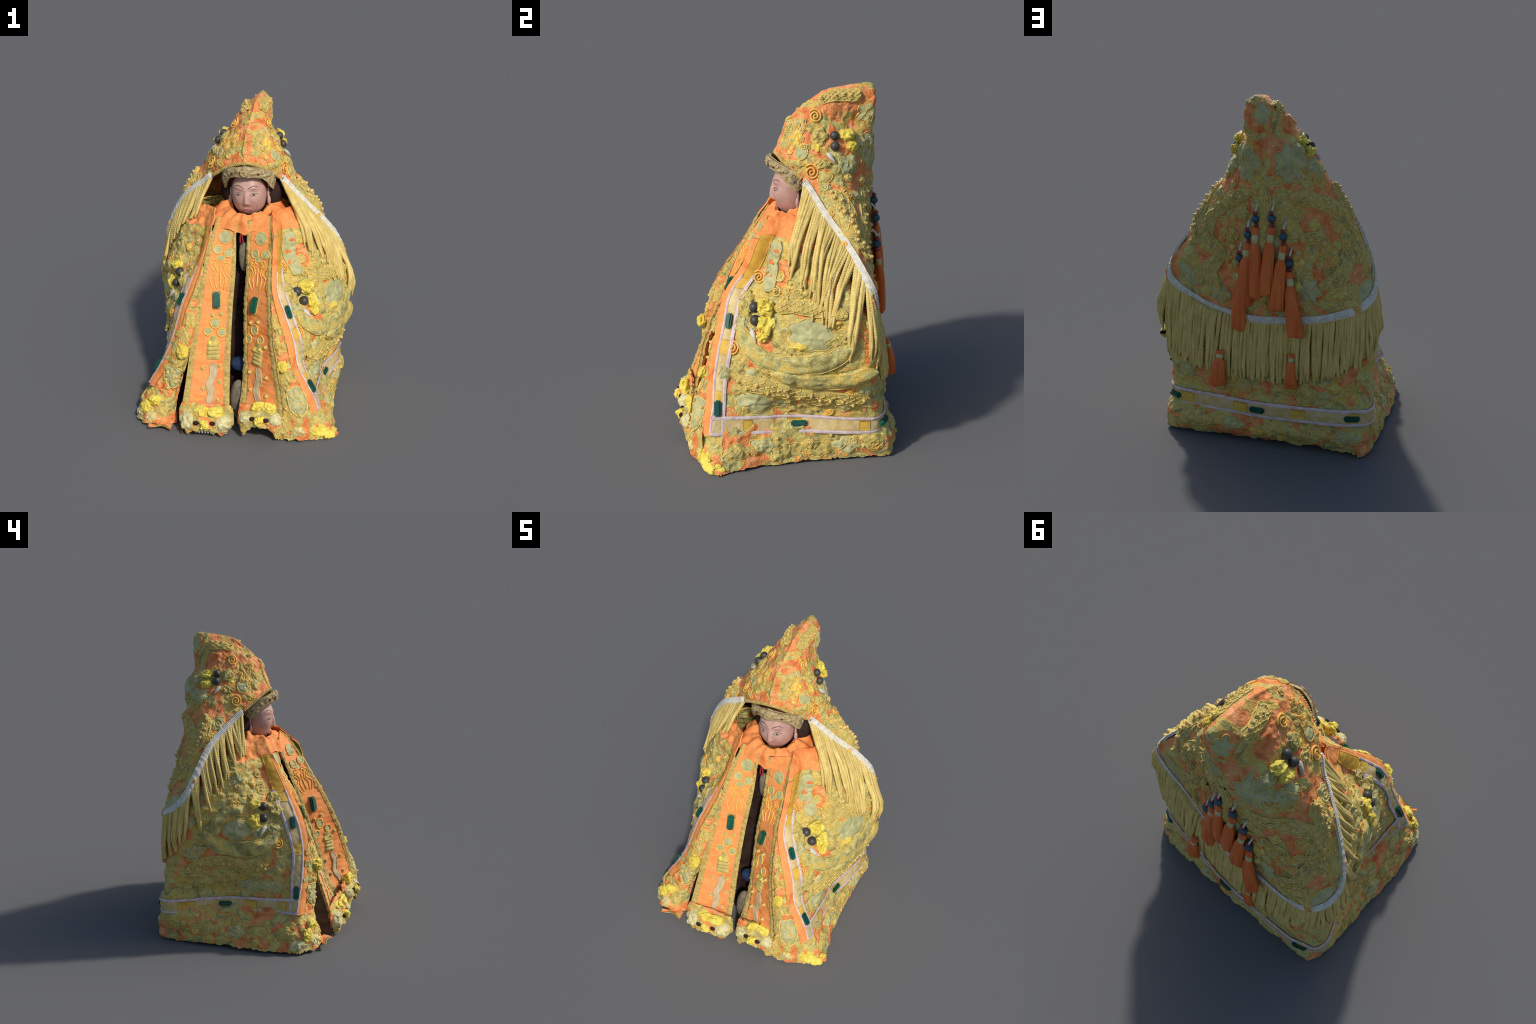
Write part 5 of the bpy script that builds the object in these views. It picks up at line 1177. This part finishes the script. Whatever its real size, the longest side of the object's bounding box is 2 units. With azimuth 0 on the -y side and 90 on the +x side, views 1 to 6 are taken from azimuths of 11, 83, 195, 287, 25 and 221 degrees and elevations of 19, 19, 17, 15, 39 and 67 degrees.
# --------------------------------------------------------------- white braid along the cape hem, brow trim
hemD, hemN = [], []
i_s = range(NUC)
edge = CGD[0]; eN = grid_normals(CG, True)[2]
front = (edge[:, 2] > 1.505) & (edge[:, 1] < 0.12)
order = np.argsort(np.abs(TH + math.pi / 2))          # nothing but a stable reference to the front column
start = int(np.argmin(np.abs(TH + math.pi / 2)))
seq = [(start + k) % NUC for k in range(NUC)]
side = [i for i in seq if not front[i]]; brow = [i for i in seq if front[i]]
k0 = [k for k in range(len(seq)) if front[seq[k]] and not front[seq[(k + 1) % NUC]]][0]
side = [seq[(k0 + 1 + k) % NUC] for k in range(len(side))]
brow = [seq[(k0 + 1 + len(side) + k) % NUC] for k in range(len(brow))]
def edge_ribbon(name, idx, w, lift, mat, parent, dome=0.006, ribs=0):
    E_ = edge[idx]; N_ = eN[idx]; n = len(idx)
    k = 5; pad = lambda A: np.stack([np.convolve(np.pad(A[:, c], k, mode="edge"), np.ones(2 * k + 1) / (2 * k + 1), "valid") for c in range(3)], 1)
    E_, N_ = pad(E_), pad(N_); N_ /= np.linalg.norm(N_, axis=1, keepdims=True)
    up = np.gradient(CG, axis=0)[0][idx]; T = np.gradient(E_, axis=0); T /= np.linalg.norm(T, axis=1, keepdims=True)
    A = np.cross(N_, T); A /= np.linalg.norm(A, axis=1, keepdims=True)
    A *= np.sign((A * up).sum(1, keepdims=True))
    # refine lengthways so the rib texture shows
    K = 3; tt = np.linspace(0, n - 1, n * K); f = lambda Q: np.stack([np.interp(tt, np.arange(n), Q[:, c]) for c in range(3)], 1)
    E_, N_, A = f(E_), f(N_), f(A); n = len(E_)
    m = 9; G = np.zeros((n, m, 3))
    s_len = np.r_[0, np.cumsum(np.linalg.norm(np.diff(E_, axis=0), axis=1))]
    for j in range(m):
        q = j / (m - 1)
        hgt = lift + dome * math.sin(math.pi * q) + 0.0016 * np.sin(s_len * ribs + 3 * q)
        G[:, j] = E_ + A * (w * (q - 0.25)) + N_ * hgt[:, None]
    fl = (grid_normals(G) * N_[:, None]).sum() < 0
    v, fc = thick_sheet(G, 0.014, flip=fl)
    return add(name, v, fc, [mat], parent=parent), E_, N_
BRAID, E_side, N_side = edge_ribbon("white_braid", side, 0.046, 0.010, M_WHITE, CAPE_OB, ribs=600)
edge_ribbon("brow_trim", brow, 0.022, 0.003, M_TRIM, HOOD_OB, ribs=500)

# --------------------------------------------------------------- fringe: laid cords hanging from the braid
L_side = np.r_[0, np.cumsum(np.linalg.norm(np.diff(E_side, axis=0), axis=1))]
def hang(frac, length, seed, layer):
    """a cord drawn taut over whatever cloth bulges below the braid (upper hull of the obstacles), then falling plumb"""
    r_ = np.random.default_rng(seed)
    s = frac * L_side[-1]
    p = np.array([np.interp(s, L_side, E_side[:, c]) for c in range(3)]); n0 = np.array([np.interp(s, L_side, N_side[:, c]) for c in range(3)])
    p = p + n0 * (0.002 - 0.006 * layer)
    d = np.array([n0[0], n0[1]]); d /= np.linalg.norm(d)
    tang = np.array([-d[1], d[0]])
    cl = np.random.default_rng(int(frac * 46) + 77); side_ = frac < 0.27 or frac > 0.70
    cen = (int(frac * 46) + 0.5) / 46; sway = ((cen - frac) * L_side[-1] * (0.75 if side_ else 0.15) + (cl.normal() * 0.022 if side_ else 0) + r_.normal() * 0.007) * (1 if True else 0); wig = r_.uniform(0.002, 0.008); ph = r_.uniform(0, 6)
    n = 34; T_ = np.linspace(0, 1, n); off = 0.012 - 0.006 * layer + r_.uniform(0, 0.012)
    need = np.full(n, -9.0); need[0] = 0.0
    for i in range(1, n):
        t = T_[i]; z = p[2] - length * t
        q = p[:2] + tang * (sway * t)
        h = ROBEB.ray_cast(Vector((q[0] + d[0] * 0.35, q[1] + d[1] * 0.35, z)), Vector((-d[0], -d[1], 0)), 0.9)
        if h[0] is not None: need[i] = float(np.dot(np.array([h[0].x, h[0].y]) - p[:2], d)) + off
    base = np.zeros(n); k = 0
    while k < n - 1:
        sl = (need[k + 1:] - base[k]) / (T_[k + 1:] - T_[k]); sl = np.maximum(sl, -0.14)
        m = k + 1 + int(np.argmax(sl)); top = sl.max()
        base[k + 1:m + 1] = base[k] + top * (T_[k + 1:m + 1] - T_[k]); k = m
    P = np.stack([p[0] + d[0] * base + tang[0] * (sway * T_ + wig * np.sin(5 * T_ + ph) * T_), p[1] + d[1] * base + tang[1] * (sway * T_ + wig * np.sin(5 * T_ + ph) * T_), p[2] + 0.004 - length * T_], 1)
    P[:, :2] += np.stack([vnoise(P, 14, seed % 97), vnoise(P, 14, seed % 89 + 3)], 1) * (0.005 * T_)[:, None]
    return P
nstr = 0
FR = [(0.0, 0.40), (0.08, 0.42), (0.16, 0.42), (0.24, 0.40), (0.34, 0.36), (0.44, 0.34), (0.5, 0.335), (0.6, 0.34), (0.68, 0.32), (0.76, 0.30), (0.84, 0.30), (0.92, 0.27), (1.0, 0.25)]
for layer, count in ((0, 185), (1, 112)):
    for k in range(count):
        r_ = np.random.default_rng(1000 * layer + k)
        fr_ = (k + 0.5 + r_.uniform(-0.35, 0.35)) / count
        ln = np.interp(fr_, [a for a, b in FR], [b for a, b in FR])
        onside = fr_ < 0.27 or fr_ > 0.70
        cl = np.random.default_rng(int(fr_ * 46) + 5); ln *= (cl.uniform(0.78, 1.08) * r_.uniform(0.80, 1.02)) if onside else r_.uniform(0.95, 1.05)
        P = hang(fr_, ln, 5000 * layer + k, layer)
        n = len(P); t = np.linspace(0, 1, n)
        rad = (0.0105 if not onside else r_.uniform(0.007, 0.0115)) * np.interp(t, [0, 0.05, 0.8, 1], [0.9, 1, 1.0, 0.75 if not onside else 0.5])
        Pf = catmull(P, 70)
        v, f = tube_mesh(Pf, np.interp(np.linspace(0, 1, 70), t, rad), 9, lobes=3, twist=150)
        add("fringe_strand", v, f, [M_FRINGE], parent=CAPE_OB)

# --------------------------------------------------------------- tassels on the back
def tassel(bead, foot, w, parent, seed, beads=True):
    b = np.array(bead, float); ft = np.array(foot, float)
    S0 = Spot(b, CAPEB, B_); y0 = max(b[1], S0.p.y + 0.018)
    b[1] = y0
    T = Bag()
    top = b + [0, 0.004, -0.045]
    n = 46; t = np.linspace(0, 1, n)
    axis = top[None] * (1 - t[:, None]) + ft[None] * t[:, None]
    axis[:, 1] += 0.012 * np.sin(t * math.pi)
    prof = np.interp(t, [0, 0.02, 0.09, 0.13, 0.19, 0.24, 0.30, 0.6, 0.97, 1.0], [0.35, 0.55, 0.60, 0.42, 0.42, 0.55, 0.78, 0.95, 1.12, 1.05]) * w
    k = 40; th = np.linspace(0, 2 * math.pi, k, endpoint=False)
    groove = 1 + np.interp(t, [0, 0.22, 0.3, 1], [0, 0, 0.06, 0.13])[:, None] * (0.5 * np.sin(th * 9 + seed)[None] + 0.5 * np.sin(th * 15 + 2 * seed + 3 * t[:, None]))
    V = np.zeros((n, k, 3))
    V[:, :, 0] = axis[:, 0:1] + prof[:, None] * groove * np.cos(th); V[:, :, 1] = axis[:, 1:2] + 0.62 * prof[:, None] * groove * np.sin(th); V[:, :, 2] = axis[:, 2:3] + (0.006 * np.sin(th * 3 + seed)[None] * (t[:, None] > 0.9))
    F = grid_faces(n, k, True, flip=True); F.append(tuple(range(k))); F.append(tuple((n - 1) * k + i for i in range(k))[::-1])
    ob = add("tassel", V.reshape(-1, 3), F, [M_TASSEL], parent=parent)
    B = Bag(); i = int(0.16 * n); v, f = tube_mesh(axis[[int(0.11 * n), i, int(0.22 * n)]], w * 0.50, 14); v[:, 1] = axis[i, 1] + (v[:, 1] - axis[i, 1]) * 0.75; B.put(v, f); B.make("tassel_binding", [M_MASK], ob)
    if beads:
        B = Bag(); B.put(*sphere_mesh(b, 0.023, 16, 12)); B.make("blue_bead", [M_BEAD], ob)
        for dz in (0.032, -0.034):
            B = Bag(); B.put(*sphere_mesh(b + [0.004 * np.sign(dz), 0, dz], 0.013, 12, 8)); B.make("red_bead", [M_BEADR], ob)
        B = Bag(); B.put(*tube_mesh(np.array([b + [0, 0, 0.04], b + [-0.004, -0.012, 0.065], b + [-0.006, -0.03, 0.085]]), 0.006, 6)); B.make("tassel_loop", [M_WHITE], ob)
    return ob
for k, (b, f, w) in enumerate([((0.037, 0.525, 1.330), (0.020, 0.560, 0.890), 0.040), ((-0.058, 0.530, 1.340), (-0.040, 0.575, 0.915), 0.038), ((-0.126, 0.535, 1.245), (-0.105, 0.585, 0.838), 0.040), ((-0.166, 0.546, 1.100), (-0.222, 0.606, 0.700), 0.042), ((0.080, 0.530, 1.238), (0.095, 0.545, 0.835), 0.042), ((0.127, 0.530, 1.100), (0.118, 0.560, 0.690), 0.040)]):
    tassel(b, f, w, CAPE_OB, k)
for k, (b, f, w) in enumerate([((0.225, 0.575, 0.600), (0.235, 0.600, 0.350), 0.042), ((-0.200, 0.605, 0.640), (-0.205, 0.620, 0.395), 0.030)]):
    tassel(b, f, w, CAPE_OB, 20 + k, beads=False)
# --------------------------------------------------------------- small embroidered clouds, flames and studs filling the ground between the big motifs
def scatter(count, boxes, tree, parent, outs, seed, wr=(0.022, 0.048), height=0.010):
    r_ = np.random.default_rng(seed); made = []
    tries = 0
    while len(made) < count and tries < count * 12:
        tries += 1
        k = r_.integers(len(boxes)); lo, hi = boxes[k]
        p = np.array([r_.uniform(lo[c], hi[c]) for c in range(3)])
        l = np.array(tree.find_nearest(Vector(p))[0])
        if any(np.linalg.norm(l - q) < 0.062 for q in made): continue
        made.append(l)
        w = r_.uniform(*wr); kind = r_.integers(4)
        patch(("cloud_patch", "flame_patch", "curl_patch", "cloud_patch")[kind], l, w, w * r_.uniform(0.5, 1.1), (M_SAGEY, M_SAGE, M_YELS, M_SAGEY)[r_.integers(4)], tree, height * r_.uniform(0.7, 1.3), int(r_.integers(3, 8)), 0.45, ang=r_.uniform(-0.8, 0.8),
              cord=0.0045, cmat=(M_CORD, M_GOLDO)[r_.integers(2)], parent=parent, seed=int(seed + len(made)), inner=("swirl", "spiral", "spiral", None)[kind], out=outs[k], rings=6, n=30)
M_YELS = two_tone("yellow_satin", (0.52, 0.42, 0.10), (0.76, 0.62, 0.16), 24, dist=1.2)
scatter(26, [((0.3, -0.2, 0.45), (0.7, 0.4, 1.1)), ((0.4, -0.3, 0.3), (0.7, 0.4, 0.6))], ROBEB, ROBE_OB, [R_, R_], 400)
scatter(26, [((-0.7, -0.1, 0.45), (-0.3, 0.4, 1.1)), ((-0.7, -0.3, 0.32), (-0.4, 0.4, 0.6))], ROBEB, ROBE_OB, [L_, L_], 500)
scatter(34, [((-0.6, 0.5, 0.80), (0.6, 0.6, 1.5)), ((-0.45, 0.45, 1.0), (0.4, 0.55, 1.5))], CAPEB, CAPE_OB, [B_, B_], 600)
scatter(10, [((0.28, 0.15, 1.15), (0.5, 0.45, 1.6))], CAPEB, CAPE_OB, [R_], 650)
scatter(10, [((-0.6, 0.15, 1.05), (-0.28, 0.45, 1.6))], CAPEB, CAPE_OB, [L_], 660)
scatter(8, [((-0.5, 0.53, 0.32), (0.5, 0.6, 0.46))], ROBEB, ROBE_OB, [B_], 670, (0.04, 0.07))
scatter(22, [((0.54, -0.4, 0.03), (0.68, 0.5, 0.14)), ((-0.70, -0.35, 0.03), (-0.6, 0.5, 0.16)), ((-0.5, 0.56, 0.03), (0.5, 0.63, 0.14))], SKB, SKIRT_OB, [R_, L_, B_], 700, (0.02, 0.045))
scatter(10, [((-0.15, 0.0, 1.62), (0.2, 0.15, 1.9))], CAPEB, HOOD_OB, [(0.1, -1, 0.3)], 720, (0.014, 0.028), 0.006)
